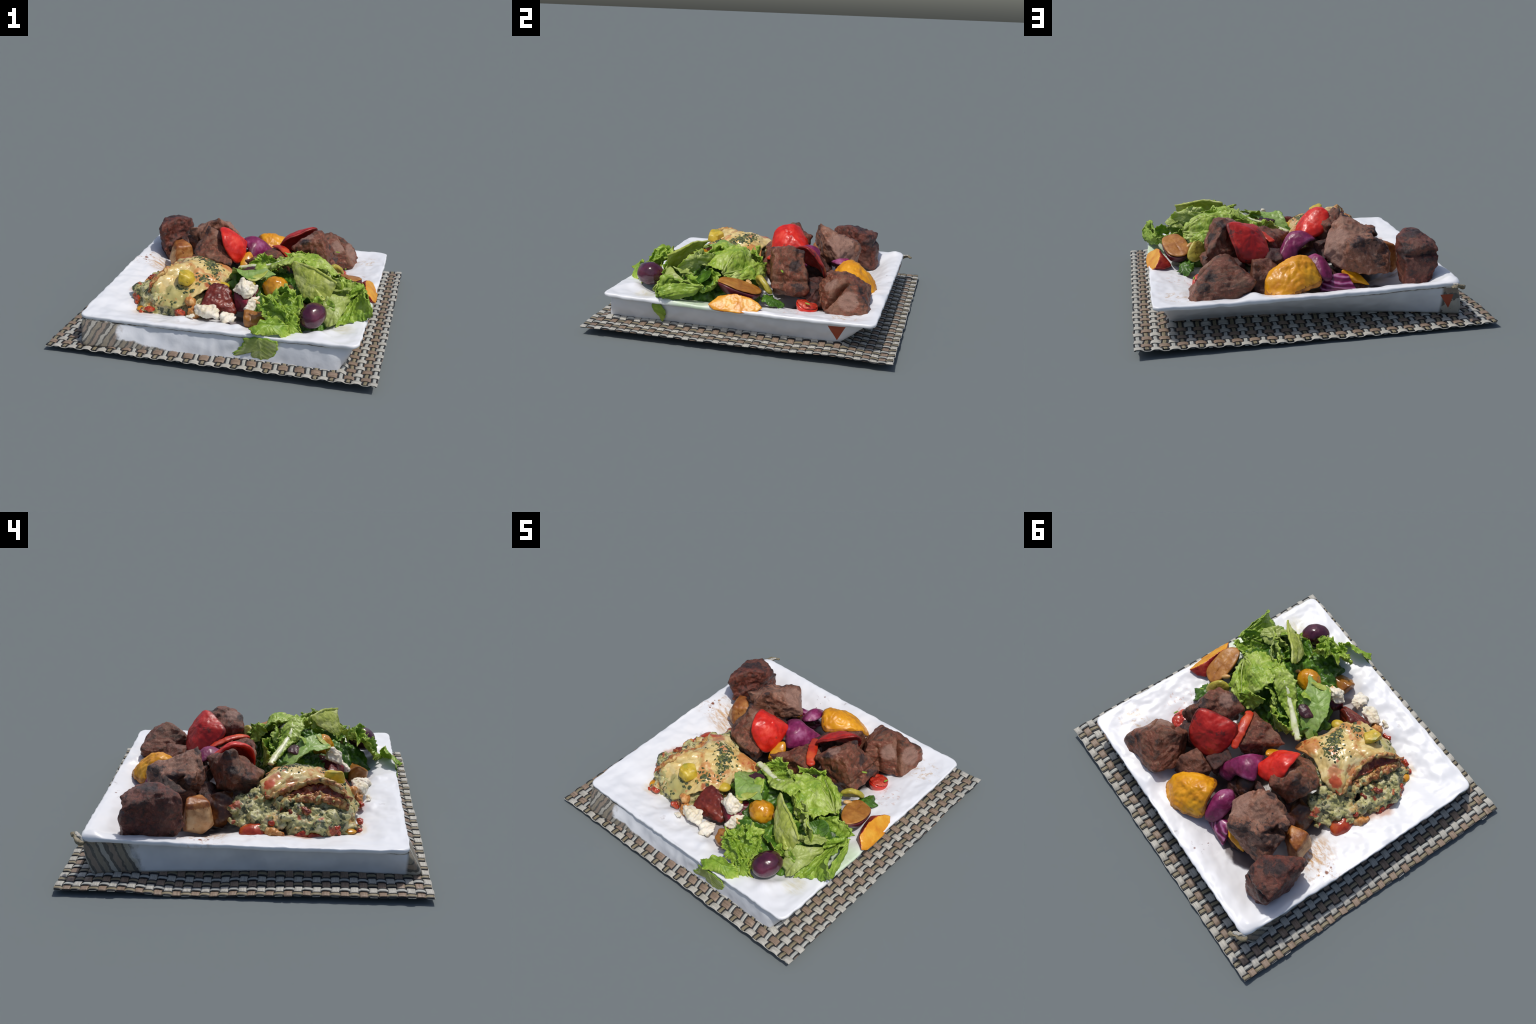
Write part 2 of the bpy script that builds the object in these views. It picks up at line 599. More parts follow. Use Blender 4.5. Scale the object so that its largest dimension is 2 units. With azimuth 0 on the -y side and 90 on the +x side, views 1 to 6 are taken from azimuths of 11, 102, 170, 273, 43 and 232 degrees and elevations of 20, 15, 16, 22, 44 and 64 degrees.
def plate_material():
    m = Mat("glazed_white", 0.36, 0.45)
    a = m.noise(3, 3)
    c = m.ramp(a, [(0.3, "e4e6ea"), (0.7, "eeeff2")])
    fine = m.noise(30, 6, 0.7)
    streak = m.noise(18, 5, 0.7, m.scaled((0.5, 2.0, 1), rot=(0, 0, 0.4)))
    for (p, r, col, lo, hi) in (((-0.72, 0.24, 0.2), 0.16, "b08458", 0.5, 0.68), ((-0.60, 0.22, 0.17), 0.17, "c9a47a", 0.42, 0.6),
                                ((0.70, 0.30, 0.19), 0.13, "c9a08e", 0.53, 0.66), ((0.74, 0.62, 0.2), 0.15, "d0bca6", 0.52, 0.66),
                                ((-0.18, 0.69, 0.18), 0.13, "6a3826", 0.6, 0.68), ((-0.5, -0.56, 0.17), 0.1, "e2d2b6", 0.3, 0.6),
                                ((0.73, -0.62, 0.2), 0.1, "d9d4bc", 0.3, 0.7), ((0.84, -0.3, 0.2), 0.2, "cfe0c4", 0.2, 0.5)):
        k = m.math("MULTIPLY", m.near(p, r * 0.3, r), m.step(streak if lo < 0.5 else fine, lo, hi))
        c = m.mix(k, c, col)
    for p, r in (((-0.755, 0.24, 0.2), 0.014), ((-0.744, 0.2, 0.2), 0.009), ((-0.19, 0.78, 0.2), 0.012), ((-0.765, 0.27, 0.2), 0.008)):
        c = m.mix(m.math("MULTIPLY", m.near(p, r * 0.6, r, (1, 1, 0.3)), 0.85), c, "7a3a22")
    for p, r, col, amt in (((-0.33, 0.50, 0.12), 0.17, "3a1c14", 0.8), ((0.40, 0.42, 0.13), 0.2, "3a1a14", 0.85), ((-0.05, 0.3, 0.12), 0.3, "4a261a", 0.9), ((-0.36, 0.14, 0.12), 0.2, "3c2216", 0.8),
                           ((-0.46, -0.28, 0.13), 0.24, "b8722e", 0.6), ((0.06, -0.5, 0.15), 0.13, "5a2a20", 0.6)):
        k = m.step(m.math("ADD", m.near(p, r * 0.6, r * 1.1, (1, 1, 0)), m.math("MULTIPLY", m.math("SUBTRACT", m.noise(9, 4), 0.5), 1.4)), 0.25, 0.75)
        c = m.mix(m.math("MULTIPLY", k, amt), c, col)
    m.bump(m.noise(12, 3), 0.08, 0.006)
    return m.done(c)


PLATE = plate_material()


def wall_material():
    """White wall; scan-smeared mat pattern at two corners; red scan hole-fill triangles."""
    m = Mat("glazed_white_wall", 0.35, 0.4)
    c = m.ramp(m.noise(6, 4), [(0.3, "d5d8de"), (0.7, "e6e8ec")])
    x, y, z = m.axis(0), m.axis(1), m.axis(2)
    w = m.math("SUBTRACT", m.noise(20, 4), 0.5)

    def stripes(u, tilt, scale):
        p = m.math("MULTIPLY", m.math("ADD", m.math("ADD", u, m.math("MULTIPLY", z, tilt)), m.math("MULTIPLY", w, 0.05)), scale)
        p = m.math("FRACT", p)
        g = m.noise(1, 3, 0.6, m.scaled((90, 90, 14)))
        b = m.ramp(p, [(0.0, "1f2022"), (0.14, "b3b0a6"), (0.34, "232426"), (0.44, "857a66"), (0.68, "1f2022"), (0.78, "8a7665")], "CONSTANT")
        return m.mix(0.35, b, m.mix(g, "55504a", "c2bdb2"))
    # front left corner, mat pattern smeared by the scan: wide at the rim, and along the foot
    edge = m.math("ADD", x, m.math("MULTIPLY", w, 0.12))
    k1 = m.math("MULTIPLY", m.math("SUBTRACT", 1.0, m.step(edge, -0.60, -0.54)), m.math("SUBTRACT", 1.0, m.step(y, -0.82, -0.80)))
    k2 = m.math("MULTIPLY", m.math("SUBTRACT", 1.0, m.step(m.math("ADD", m.math("ADD", z, m.math("MULTIPLY", x, 0.11)), m.math("MULTIPLY", w, 0.06)), 0.025, 0.04)), m.math("SUBTRACT", 1.0, m.step(y, -0.82, -0.80)))
    c = m.mix(m.math("MAXIMUM", k1, k2), c, stripes(x, -0.55, 9.5))
    k3 = m.math("MULTIPLY", m.step(m.math("ADD", m.math("ADD", y, m.math("MULTIPLY", w, 0.1)), m.math("MULTIPLY", z, -0.35)), 0.50, 0.56), m.math("SUBTRACT", 1.0, m.step(x, -0.70, -0.68)))
    c = m.mix(k3, c, stripes(y, -0.5, 8.0))

    def hole_fill(c, u, u0, slope, z0, z1, half, gate):  # red triangle left where the scan filled a hole
        mid = m.math("ADD", u0, m.math("MULTIPLY", m.math("SUBTRACT", z, z0), slope))
        d = m.math("ABSOLUTE", m.math("SUBTRACT", u, mid))
        wd = m.math("MULTIPLY", m.math("SUBTRACT", z, z0), half / (z1 - z0))
        k = m.step(m.math("SUBTRACT", wd, d), -0.001, 0.001)
        k = m.math("MULTIPLY", k, m.math("SUBTRACT", 1.0, m.step(z, z1, z1 + 0.002)))
        return m.mix(m.math("MULTIPLY", k, gate), c, "a34a32")
    right = m.step(x, 0.70, 0.72)
    back = m.step(y, 0.58, 0.6)
    left = m.math("SUBTRACT", 1.0, m.step(x, -0.76, -0.74))
    front = m.math("SUBTRACT", 1.0, m.step(y, -0.8, -0.78))
    c = hole_fill(c, y, 0.587, 0.0, 0.084, 0.186, 0.052, right)
    c = hole_fill(c, x, -0.732, 0.2, 0.078, 0.165, 0.036, back)
    m.bump(m.noise(14, 3), 0.3, 0.01)
    return m.done(c)


WALL = wall_material()


def underside_material():
    m = Mat("mat_speckled_underside", 0.6)  # dark speckle in the colours of the mat
    n = m.noise(35, 3, 0.6)
    c = m.ramp(n, [(0.38, "3a3833"), (0.47, "6f665a"), (0.55, "a8a59c"), (0.66, "c9c9c6")])
    return m.done(c)


UNDER = underside_material()


def streaked(name, colours, axis, rough=0.5):
    m = Mat(name, rough, 0.35)
    sc = [2.5, 2.5, 2.5]
    for k in range(3):
        if k != axis:
            sc[k] = 150
    f = m.noise(1, 3, 0.6, m.scaled(sc))
    sc2 = [12, 12, 12]
    g = m.noise(1, 3, 0.6, m.scaled(sc2))
    info = m.node("ShaderNodeObjectInfo").outputs["Random"]
    c = m.ramp(f, [(0.32, colours[0]), (0.5, colours[1]), (0.68, colours[2])])
    c = m.mix(m.math("MULTIPLY", m.step(g, 0.4, 0.75), 0.5), c, colours[3])
    c = m.mix(m.math("MULTIPLY", info, 0.2), c, colours[1])
    m.bump(f, 0.5, 0.003)
    return m.done(c)


RIB_BROWN = streaked("brown_ribbon", ("6b5a4c", "8a7665", "9d8a78", "76655a"), 0)
RIB_LIGHT = streaked("pale_ribbon", ("97948b", "b3b0a7", "c6c3ba", "989488"), 0)
STRAND_SILVER = streaked("silver_strand", ("93948f", "adaea8", "c2c2bc", "999a93"), 1)
STRAND_OLIVE = streaked("olive_strand", ("6c6450", "857b63", "988e76", "7a6f58"), 1)
THREAD = streaked("black_thread", ("232427", "2f3033", "3b3b3d", "2a2a2c"), 1)

L_BRIGHT = leaf_material("lettuce_bright", "a9c348", "76a030", "d2df8c")
L_MID = leaf_material("lettuce_mid", "95b53c", "618a2a", "bdd468")
L_DARK = leaf_material("lettuce_dark", "4a7420", "2a4a11", "76a236", 0.15)
L_PALE = leaf_material("lettuce_pale", "bccb72", "9db24e", "d6dea6", 0.3)
L_YELLOW = leaf_material("lettuce_yellow", "c6d062", "a6b644", "dfe39c", 0.3)
L_GREY = leaf_material("lettuce_soft_green", "97b85c", "7ca542", "b0c882", 0.22)
L_LIME = leaf_material("lettuce_margin", "b4cc4c", "94b838", "d2de80", 0.25)
L_PURPLE = leaf_material("lettuce_purple", "4a2530", "2a1a22", "66443a", 0.1)
L_EDGE = leaf_material("lettuce_edge", "97ba3c", "668f28", "bed464", 0.25)


def plain(name, stops, scale=14, rough=0.4, bump=0.4, spec=0.5, coat=0.0, sub=0.0, flecks=None, bscale=40):
    m = Mat(name, rough, spec, coat, sub)
    c = m.ramp(m.noise(scale, 5, 0.62), stops)
    if flecks:
        for (col, sc, lo, hi, amt) in flecks:
            k = m.step(m.noise(sc, 4, 0.62, m.scaled((1, 1, 1), (sc, 3, 1))), lo, hi)
            c = m.mix(m.math("MULTIPLY", k, amt), c, col)
    m.bump(m.noise(bscale, 5, 0.65), bump, 0.006)
    return m.done(c)


RIB = plain("lettuce_rib_white", [(0.3, "b9c878"), (0.5, "dfe4b4"), (0.7, "eeefd6")], 18, 0.4, 0.15)


def cheese_material(origin):
    m = Mat("melted_cheese", 0.28, 0.5, coat=0.12)
    n = m.noise(9, 5, 0.6, dist=0.8)
    f = m.noise(32, 5, 0.65)
    c = m.ramp(n, [(0.32, "c79f58"), (0.47, "d9c07e"), (0.68, "e6d6a6")])
    for (p, r, col, amt) in (((-.40, -.09, .33), .055, "b93a1e", .9), ((-.35, -.12, .36), .06, "c06a48", .75), ((-.29, -.41, .42), .055, "b8452c", .85), ((-.41, -.22, .36), .06, "c06a2e", .8),
                             ((-.375, -.32, .41), .05, "c46a30", .8), ((-.44, -.46, .38), .06, "b4552a", .8), ((-.10, -.12, .31), .09, "c07634", .8), ((-.03, -.10, .28), .06, "a8451e", .8),
                             ((-.23, -.19, .38), .05, "c26a34", .7), ((-.13, -.47, .32), .06, "a04a24", .9), ((-.19, -.25, .38), .06, "8d8444", .8), ((-.13, -.33, .34), .05, "8a8440", .7),
                             ((-.2, -.43, .37), .09, "b9ad5e", .7), ((-.33, -.57, .24), .13, "a9a262", .85), ((-.46, -.56, .25), .08, "a8a468", .9), ((-.06, -.36, .3), .05, "c0a030", .8),
                             ((-.27, -.24, .40), .03, "c97a40", .6)):
        q = tuple(A(p) - A(origin))
        k = m.step(m.math("ADD", m.near(q, r * 0.2, r * 1.35), m.math("MULTIPLY", m.math("SUBTRACT", f, 0.5), 1.5)), 0.35, 0.7)
        c = m.mix(m.math("MULTIPLY", k, amt), c, col)
    c = m.mix(m.math("MULTIPLY", m.step(m.noise(6, 5, 0.7, m.scaled((1, 1, 1), (3, 7, 1)), 1.0), 0.54, 0.66), 0.7), c, "c4743a")
    c = m.mix(m.math("MULTIPLY", m.step(m.noise(8, 5, 0.7, m.scaled((1, 1, 1), (9, 2, 4)), 1.0), 0.60, 0.68), 0.75), c, "b0432a")
    c = m.mix(m.math("MULTIPLY", m.step(m.noise(10, 6, 0.75, m.scaled((1, 1, 1), (5, 5, 8)), 0.5), 0.60, 0.68), 0.7), c, "77733a")
    m.bump(f, 0.3, 0.006)
    return m.done(c)


RICOTTA = plain("spinach_ricotta", [(0.3, "8f8d52"), (0.48, "b9b377"), (0.66, "d2caa0")], 22, 0.4, 0.6,
                flecks=[("c08a44", 9, 0.55, 0.66, 0.6), ("2e3d2b", 20, 0.54, 0.6, 0.9), ("a8341f", 10, 0.60, 0.66, 0.85), ("c47a34", 13, 0.60, 0.68, 0.75),
                        ("243228", 50, 0.59, 0.65, 0.8)], bscale=55)
FILLING = plain("tomato_meat_filling", [(0.3, "4a1712"), (0.45, "7a2c1e"), (0.56, "a5502f"), (0.68, "c49a68")], 26, 0.35, 0.6)
PASTA = plain("baked_pasta_edge", [(0.3, "b0642c"), (0.5, "c98c4c"), (0.7, "dcb47a")], 22, 0.4, 0.4,
              flecks=[("8a3a1c", 26, 0.6, 0.68, 0.7)])
CRUMB = plain("browned_crumb_layer", [(0.3, "7a3a20"), (0.45, "a8683a"), (0.58, "c4a05e"), (0.72, "cfc08a")], 20, 0.4, 0.6,
              flecks=[("9a2c1a", 14, 0.56, 0.64, 0.85), ("39432a", 26, 0.58, 0.64, 0.85)])
HERB = plain("chopped_herbs", [(0.38, "263425"), (0.5, "465230"), (0.6, "7a7a3c")], 45, 0.5, 0.6)
TOMATO = plain("cooked_tomato", [(0.3, "84200f"), (0.5, "ae3a1c"), (0.7, "c4602c")], 18, 0.2, 0.25, coat=0.3)
TOMATO_RED = plain("fresh_tomato", [(0.3, "b01810"), (0.5, "cf2a18"), (0.7, "dc4a30")], 12, 0.2, 0.15, coat=0.3)
TOMATO_FLESH = plain("tomato_flesh", [(0.3, "8f1a12"), (0.5, "b8301e"), (0.7, "d0624a")], 30, 0.25, 0.4, coat=0.3)
SQUASH = plain("yellow_squash", [(0.3, "a98f1e"), (0.5, "c9ab30"), (0.7, "d9c158")], 18, 0.4, 0.3,
               flecks=[("7f8a2e", 9, 0.56, 0.66, 0.6), ("5a4a1a", 45, 0.66, 0.7, 0.7)])
SQUASH_GREEN = plain("green_squash", [(0.3, "8f8a26"), (0.5, "b3a440"), (0.7, "cfc060")], 14, 0.4, 0.3,
                     flecks=[("4a451a", 40, 0.62, 0.68, 0.7)])
GOLD = plain("roast_golden_tomato", [(0.3, "b06c0c"), (0.5, "cc8a12"), (0.7, "dda52c")], 11, 0.22, 0.35, coat=0.25,
             flecks=[("8a4c10", 16, 0.6, 0.7, 0.6)])
POTATO = plain("roast_potato", [(0.35, "84481c"), (0.5, "a86a34"), (0.66, "c48e54")], 14, 0.4, 0.5,
               flecks=[("5a2418", 9, 0.58, 0.68, 0.85), ("6a2c1a", 26, 0.6, 0.7, 0.7)])
POTATO_FLESH = plain("potato_flesh", [(0.33, "9c6c40"), (0.48, "c09466"), (0.68, "d2b084")], 12, 0.45, 0.3,
                     flecks=[("7a4426", 10, 0.57, 0.68, 0.8), ("6a3a20", 26, 0.62, 0.7, 0.7)])
BURNT = plain("burnt_vegetable", [(0.35, "241713"), (0.5, "4f2a16"), (0.62, "84501f"), (0.78, "a8763a")], 9, 0.35, 0.6)
SAUSAGE = plain("baked_red_crust", [(0.3, "4a1712"), (0.5, "6f2419"), (0.72, "94402a")], 14, 0.38, 0.4, coat=0.05,
                flecks=[("2a3322", 14, 0.6, 0.66, 0.8), ("a8602c", 10, 0.62, 0.72, 0.6)])
BEET = plain("beet", [(0.3, "3a0d1a"), (0.5, "651428"), (0.7, "93283a")], 12, 0.3, 0.3)
FETA = plain("feta_cheese", [(0.3, "d8c8a2"), (0.5, "e9e0cc"), (0.7, "f1ece0")], 12, 0.55, 0.5, sub=0.1,
             flecks=[("c9a870", 18, 0.64, 0.74, 0.45), ("3f3a24", 30, 0.74, 0.76, 0.8)])
OLIVE = plain("dark_olive_skin", [(0.3, "2f121f"), (0.5, "48182e"), (0.72, "6a2a42")], 8, 0.16, 0.2, coat=0.4)
PLUM = plain("plum_flesh", [(0.3, "8a5018"), (0.5, "a66a24"), (0.7, "bc8238")], 16, 0.4, 0.3,
             flecks=[("6a3a14", 10, 0.58, 0.7, 0.5)])
PLUM_SKIN = plain("plum_skin", [(0.3, "2c1018"), (0.5, "4a1822"), (0.7, "6e2830")], 12, 0.35, 0.3)
PEACH = plain("peach_flesh", [(0.3, "cc7616"), (0.5, "dc9620"), (0.7, "e8b03c")], 10, 0.35, 0.25,
              flecks=[("6a5a1e", 45, 0.71, 0.73, 0.8), ("e0702a", 12, 0.6, 0.7, 0.6)])
PEACH_SKIN = plain("peach_skin", [(0.3, "7c1418"), (0.5, "a02420"), (0.7, "c4502c")], 12, 0.4, 0.25)
NUT = plain("pine_nut", [(0.3, "b98a4c"), (0.5, "d0a468"), (0.7, "e2c08c")], 14, 0.4, 0.2)
BROWN_VEG = plain("roast_brown_wedge", [(0.3, "7a4414"), (0.5, "96601f"), (0.7, "b07c38")], 12, 0.28, 0.3, coat=0.2)


# ------------------------------------------------------------------ placemat
MAT_C = {"fl": (-0.998, -0.934, 0.034), "fr": (0.972, -0.962, 0.057), "br": (1.003, 0.939, 0.052), "bl": (-0.968, 0.969, 0.034)}


def foot_distance(x, y):
    """How far outside the plate's foot a point lies (negative below the plate)."""
    right = 0.745 + 0.03 * (y + 0.85)
    back = 0.60 + 0.11 * smooth01(-x, 0.1, 0.8)
    return np.maximum.reduce([-0.77 - x, x - right, -0.846 - y, y - back]), y - back


def mat_point(s, t):
    """s, t in 0..1 over the mat; the middle of the cloth plane."""
    s, t = np.asarray(s, float), np.asarray(t, float)
    P = ((1 - s) * (1 - t))[:, None] * A(MAT_C["fl"]) + (s * (1 - t))[:, None] * A(MAT_C["fr"]) \
        + (s * t)[:, None] * A(MAT_C["br"]) + ((1 - s) * t)[:, None] * A(MAT_C["bl"])
    z = P[:, 2] - 0.004
    z = z - 0.021 * (1 - s) ** 2 * np.exp(-((t - 0.68) / 0.22) ** 2) - 0.018 * t ** 3 * 4 * s * (1 - s)
    z = z + 0.003 * fbm(np.stack([s, t, s * 0], 1), 9, 2, 4)
    # the cloth is pushed up against the foot of the plate and sags below it
    d, db = foot_distance(P[:, 0], P[:, 1])
    z = z + (0.018 - 0.014 * smooth01(-P[:, 0], 0.7, 0.8)) * np.exp(-(np.maximum(d, 0) / 0.035) ** 2) * smooth01(d, -0.06, -0.01)
    z = z + 0.012 * smooth01(-db, -0.22, 0.0) * smooth01(d, -0.06, 0.0) * smooth01(P[:, 1], 0.3, 0.6)
    sag = smooth01(-d, 0.05, 0.6)
    z = z * (1 - sag) + 0.0085 * sag
    P[:, 2] = z
    P[:, 0] += 0.004 * fbm(np.stack([s, t * 6, s * 0 + 3], 1), 5, 3, 6)
    P[:, 1] += 0.004 * fbm(np.stack([s * 6, t, s * 0 + 5], 1), 5, 3, 8)
    return P


def build_mat():
    root = group("placemat", (0, 0, 0), "rectangular placemat woven from flat brown and grey ribbons", "placemat")
    NX, NY = 42, 41          # strands across, ribbons along
    rng = np.random.RandomState(3)
    wave = lambda ph: np.clip(1.5 * np.cos(np.pi * ph), -1, 1)

    def strip(name, along, pos, half, thick, amp, parity, mat, n, wob=0.0):
        q = np.linspace(0.001, 0.999, n)
        q[0] = 0.005 - 0.006 * rng.rand() + 0.003 * along
        q[-1] = 0.995 + 0.006 * rng.rand() - 0.003 * along
        count = NX if along == 0 else NY
        zz = amp * parity * wave(q * count - 0.5)
        prof = [(-1, 0), (-0.9, 0.75), (-0.45, 1), (0, 1.08), (0.45, 1), (0.9, 0.75), (1, 0), (0.9, -0.8), (0, -1), (-0.9, -0.8)]
        V = []
        for (a, b) in prof:
            c = pos + half * a * (1 + wob * fbm(np.stack([q * 30, q * 0 + pos * 50, q * 0], 1), 1, 1, 2))
            P = mat_point(q, c) if along == 0 else mat_point(c, q)
            P[:, 2] += zz + b * thick / 2
            V.append(P)
        k = len(prof)
        V = np.stack(V, 1).reshape(-1, 3)
        F = [(i * k + j, (i + 1) * k + j, (i + 1) * k + (j + 1) % k, i * k + (j + 1) % k) for i in range(n - 1) for j in range(k)]
        if along == 1:
            F = [f[::-1] for f in F]
        F += [tuple(range(k)) if along == 0 else tuple(range(k))[::-1], tuple(range((n - 1) * k, n * k))[::-1] if along == 0 else tuple(range((n - 1) * k, n * k))]
        return child(new_mesh(name, V, F, mat), root)
    # dark backing sheet added to close the gaps of the weave
    g = np.linspace(0.004, 0.996, 60)
    gs, gt = np.meshgrid(g, g, indexing="ij")
    P = mat_point(gs.ravel(), gt.ravel())
    up, dn = P - A((0, 0, .0005)), P - A((0, 0, .003))
    idx = np.arange(3600).reshape(60, 60)
    q = np.stack([idx[:-1, :-1], idx[1:, :-1], idx[1:, 1:], idx[:-1, 1:]], -1).reshape(-1, 4)
    ring = np.concatenate([idx[:-1, 0], idx[-1, :-1], idx[:0:-1, -1], idx[0, :0:-1]])
    nx_ = np.roll(ring, -1)
    side = np.stack([ring, ring + 3600, nx_ + 3600, nx_], 1)
    child(new_mesh("added_backing", np.concatenate([up, dn]), np.concatenate([q, q[:, ::-1] + 3600, side]), THREAD), root)
    for j in range(NY):
        strip("woven_ribbon", 0, (j + 0.5) / NY, 0.43 / NY, 0.0045, 0.0042, 1 if j % 2 else -1, RIB_BROWN if j % 2 else RIB_LIGHT, NX * 7, 0.06)
    for i in range(NX):
        par = -1 if i % 2 else 1
        # over where the ribbon of that crossing dives
        strip("woven_strand", 1, (i + 0.5) / NX, 0.215 / NX, 0.004, 0.0042, par, STRAND_SILVER if i % 2 else STRAND_OLIVE, NY * 7)
        for d in (-0.32, 0.32):
            strip("black_thread", 1, (i + 0.5 + d) / NX, 0.085 / NX, 0.0042, 0.0044, par, THREAD, NY * 6)
    child(tube("scan_flap", [(-.80, .84, .205), (-.765, .875, .222), (-.725, .905, .226)], [0.022, 0.018, 0.010], STRAND_OLIVE, n=24, flat=0.5, rough=0.008), root)  # mat-coloured flap at the rim corner, a scan fault kept in shape
    child(tube("scan_flap", [(-.79, .83, .212), (-.76, .862, .232), (-.735, .885, .234)], [0.010, 0.011, 0.006], RIB_LIGHT, n=20, flat=0.5, rough=0.006), root)
    return root


# ------------------------------------------------------------------ plate
PL = {"fl": A((-0.822, -0.822, 0.205)), "fr": A((0.845, -0.862, 0.240)), "br": A((0.887, 0.814, 0.230)), "bl": A((-0.795, 0.852, 0.240))}
FOOT = {"fl": A((-0.80, -0.898, 0.042)), "fr": A((0.742, -0.860, 0.055)), "br": A((0.795, 0.61, 0.070)), "bl": A((-0.825, 0.815, 0.034))}


def plate_xy(x, y):
    s, t = ((x + 1) / 2)[:, None], ((y + 1) / 2)[:, None]
    return (1 - s) * (1 - t) * PL["fl"] + s * (1 - t) * PL["fr"] + s * t * PL["br"] + (1 - s) * t * PL["bl"]


def build_plate():
    root = group("square_plate", (0, 0, 0.05), "white glazed square plate with wide sloping rim", "plate")
    n = 440
    # rounded square, evenly walked
    a = np.linspace(0, 2 * np.pi, n, endpoint=False) + np.pi / 4
    c, s = np.cos(a), np.sin(a)
    m = np.maximum(abs(c), abs(s))
    X, Y = c / m, s / m
    p = 44.0
    q = (abs(X) ** p + abs(Y) ** p) ** (1 / p)
    X, Y = X / q, Y / q
    base = plate_xy(X, Y)
    side_b = smooth01(Y, 0.75, 1.0)
    side_r = smooth01(X, 0.75, 1.0)
    side_f = smooth01(-Y, 0.75, 1.0)
    side_l = smooth01(-X, 0.75, 1.0)
    mid_r = (side_f + side_b) / 2

    # the rim dips a little between its corners
    base[:, 2] -= 0.008 * (1 - np.minimum(abs(X), abs(Y)) ** 4)
    # sides are not quite straight
    base[:, 0] += -0.012 * side_l * (1 - Y ** 2) + 0.004 * side_r * (1 - Y ** 2)
    bow = base - plate_xy(X, Y)
    bow[:, 2] = 0

    def ring(k, dz, noise=0.0, nf=6, seed=1, flat=0.0):
        P = plate_xy(X * k, Y * k) + bow * k
        z = base[:, 2] * (1 - flat) + 0.212 * flat
        P[:, 2] = z + dz
        if noise:
            P[:, 2] += noise * fbm(P * A([1, 1, 0]), nf, 3, seed)
        return P
    ds = [0.46, 0.4, 0.3, 0.2, 0.12, 0.06, 0.03, 0.0]
    hs = [-0.092, -0.088, -0.066, -0.037, -0.016, -0.005, 0.0, 0.0]
    rings = [ring(0.02, -0.092, flat=1)]
    for k in np.concatenate([np.linspace(0.06, 0.4, 12), np.linspace(0.42, 0.99, 58)]):
        d = (1 - k) * 0.83
        h = np.interp(d, ds[::-1], hs[::-1]) * (1 - 0.42 * smooth01(X, 0.3, 0.8) * float(1 - smooth01(A([d]), 0.3, 0.42)[0])) - 0.034 * float(smooth01(A([d]), 0.06, 0.2)[0]) * (smooth01(-X, -0.2, 0.4) * smooth01(Y, 0.0, 0.6))
        P = ring(k, h, flat=float(smooth01(A([d]), 0.0, 0.35)[0]))
        amp = 0.0055 * float(smooth01(A([d]), 0.0, 0.03)[0]) + 0.002
        P[:, 2] += amp * fbm(P * A([1, 1, 0]), 9, 3, 11) + 0.0018 * fbm(P * A([1, 1, 0]), 22, 2, 15)
        for (bx, by, bh, br) in ((0.60, -0.74, 0.03, 0.055), (0.66, -0.66, 0.02, 0.04), (0.49, -0.77, 0.012, 0.05), (-0.24, -0.66, 0.025, 0.05),
                                 (0.12, -0.72, 0.02, 0.04), (0.34, 0.74, 0.03, 0.06), (0.80, -0.45, 0.02, 0.08), (-0.02, -0.7, 0.012, 0.06),
                                 (-0.75, 0.79, 0.02, 0.04)):
            P[:, 2] += bh * np.exp(-((P[:, 0] - bx) ** 2 + (P[:, 1] - by) ** 2) / br ** 2)
        rings.append(P)
    wav = 0.007 * fbm(base * A([1, 1, 0]), 9, 3, 21)
    lip = []
    for (k, dz) in ((0.998, 0.0), (1.001, -0.007), (1.0, -0.016), (0.996, -0.022)):
        P = ring(k, dz)
        P[:, 2] += wav * 0.7
        P[:, :2] += 0.005 * vnoise(base * A([1, 1, 0]), 18, 3, 31)[:, :2]
        lip.append(P)
    top = np.concatenate(rings + lip)
    nr = len(rings) + len(lip)
    V = np.concatenate([top, [[*rings[0][:, :2].mean(0), 0.14]]])
    F = [(i * n + j, (i + 1) * n + j, (i + 1) * n + (j + 1) % n, i * n + (j + 1) % n) for i in range(nr - 1) for j in range(n)]
    F += [(len(V) - 1, j, (j + 1) % n) for j in range(n)]
    o = child(new_mesh("plate_rim_and_well", V, F, [PLATE], origin=(0, 0, 0)), root)

    # underside, wall and foot
    W = []
    P0 = lip[-1].copy()
    kin = 0.984 + 0.016 * side_f * smooth01(-X, 0.4, 0.8) - 0.022 * side_r - 0.045 * side_l * (1 - Y ** 4) + 0.012 * side_l * smooth01(Y, 0.8, 1.0) - 0.03 * side_b * smooth01(X, -0.5, 0.0)
    P1 = plate_xy(X * kin, Y * kin) + bow
    P1[:, 2] = P0[:, 2] - 0.008
    for t in np.linspace(0, 1, 3):
        W.append(P0 * (1 - t) + P1 * t)
    nu = 2
    s2, t2 = ((X + 1) / 2)[:, None], ((Y + 1) / 2)[:, None]
    P2 = (1 - s2) * (1 - t2) * FOOT["fl"] + s2 * (1 - t2) * FOOT["fr"] + s2 * t2 * FOOT["br"] + (1 - s2) * t2 * FOOT["bl"]
    P2[:, 1] += 0.022 * side_f * (1 - X ** 2) - 0.058 * side_b * (1 - X ** 2)
    P2[:, 0] += 0.060 * side_l * (1 - Y ** 2) ** 0.5 - 0.012 * side_r * (1 - Y ** 2)
    P2[:, 2] += 0.018 * side_b * (1 - X ** 2)
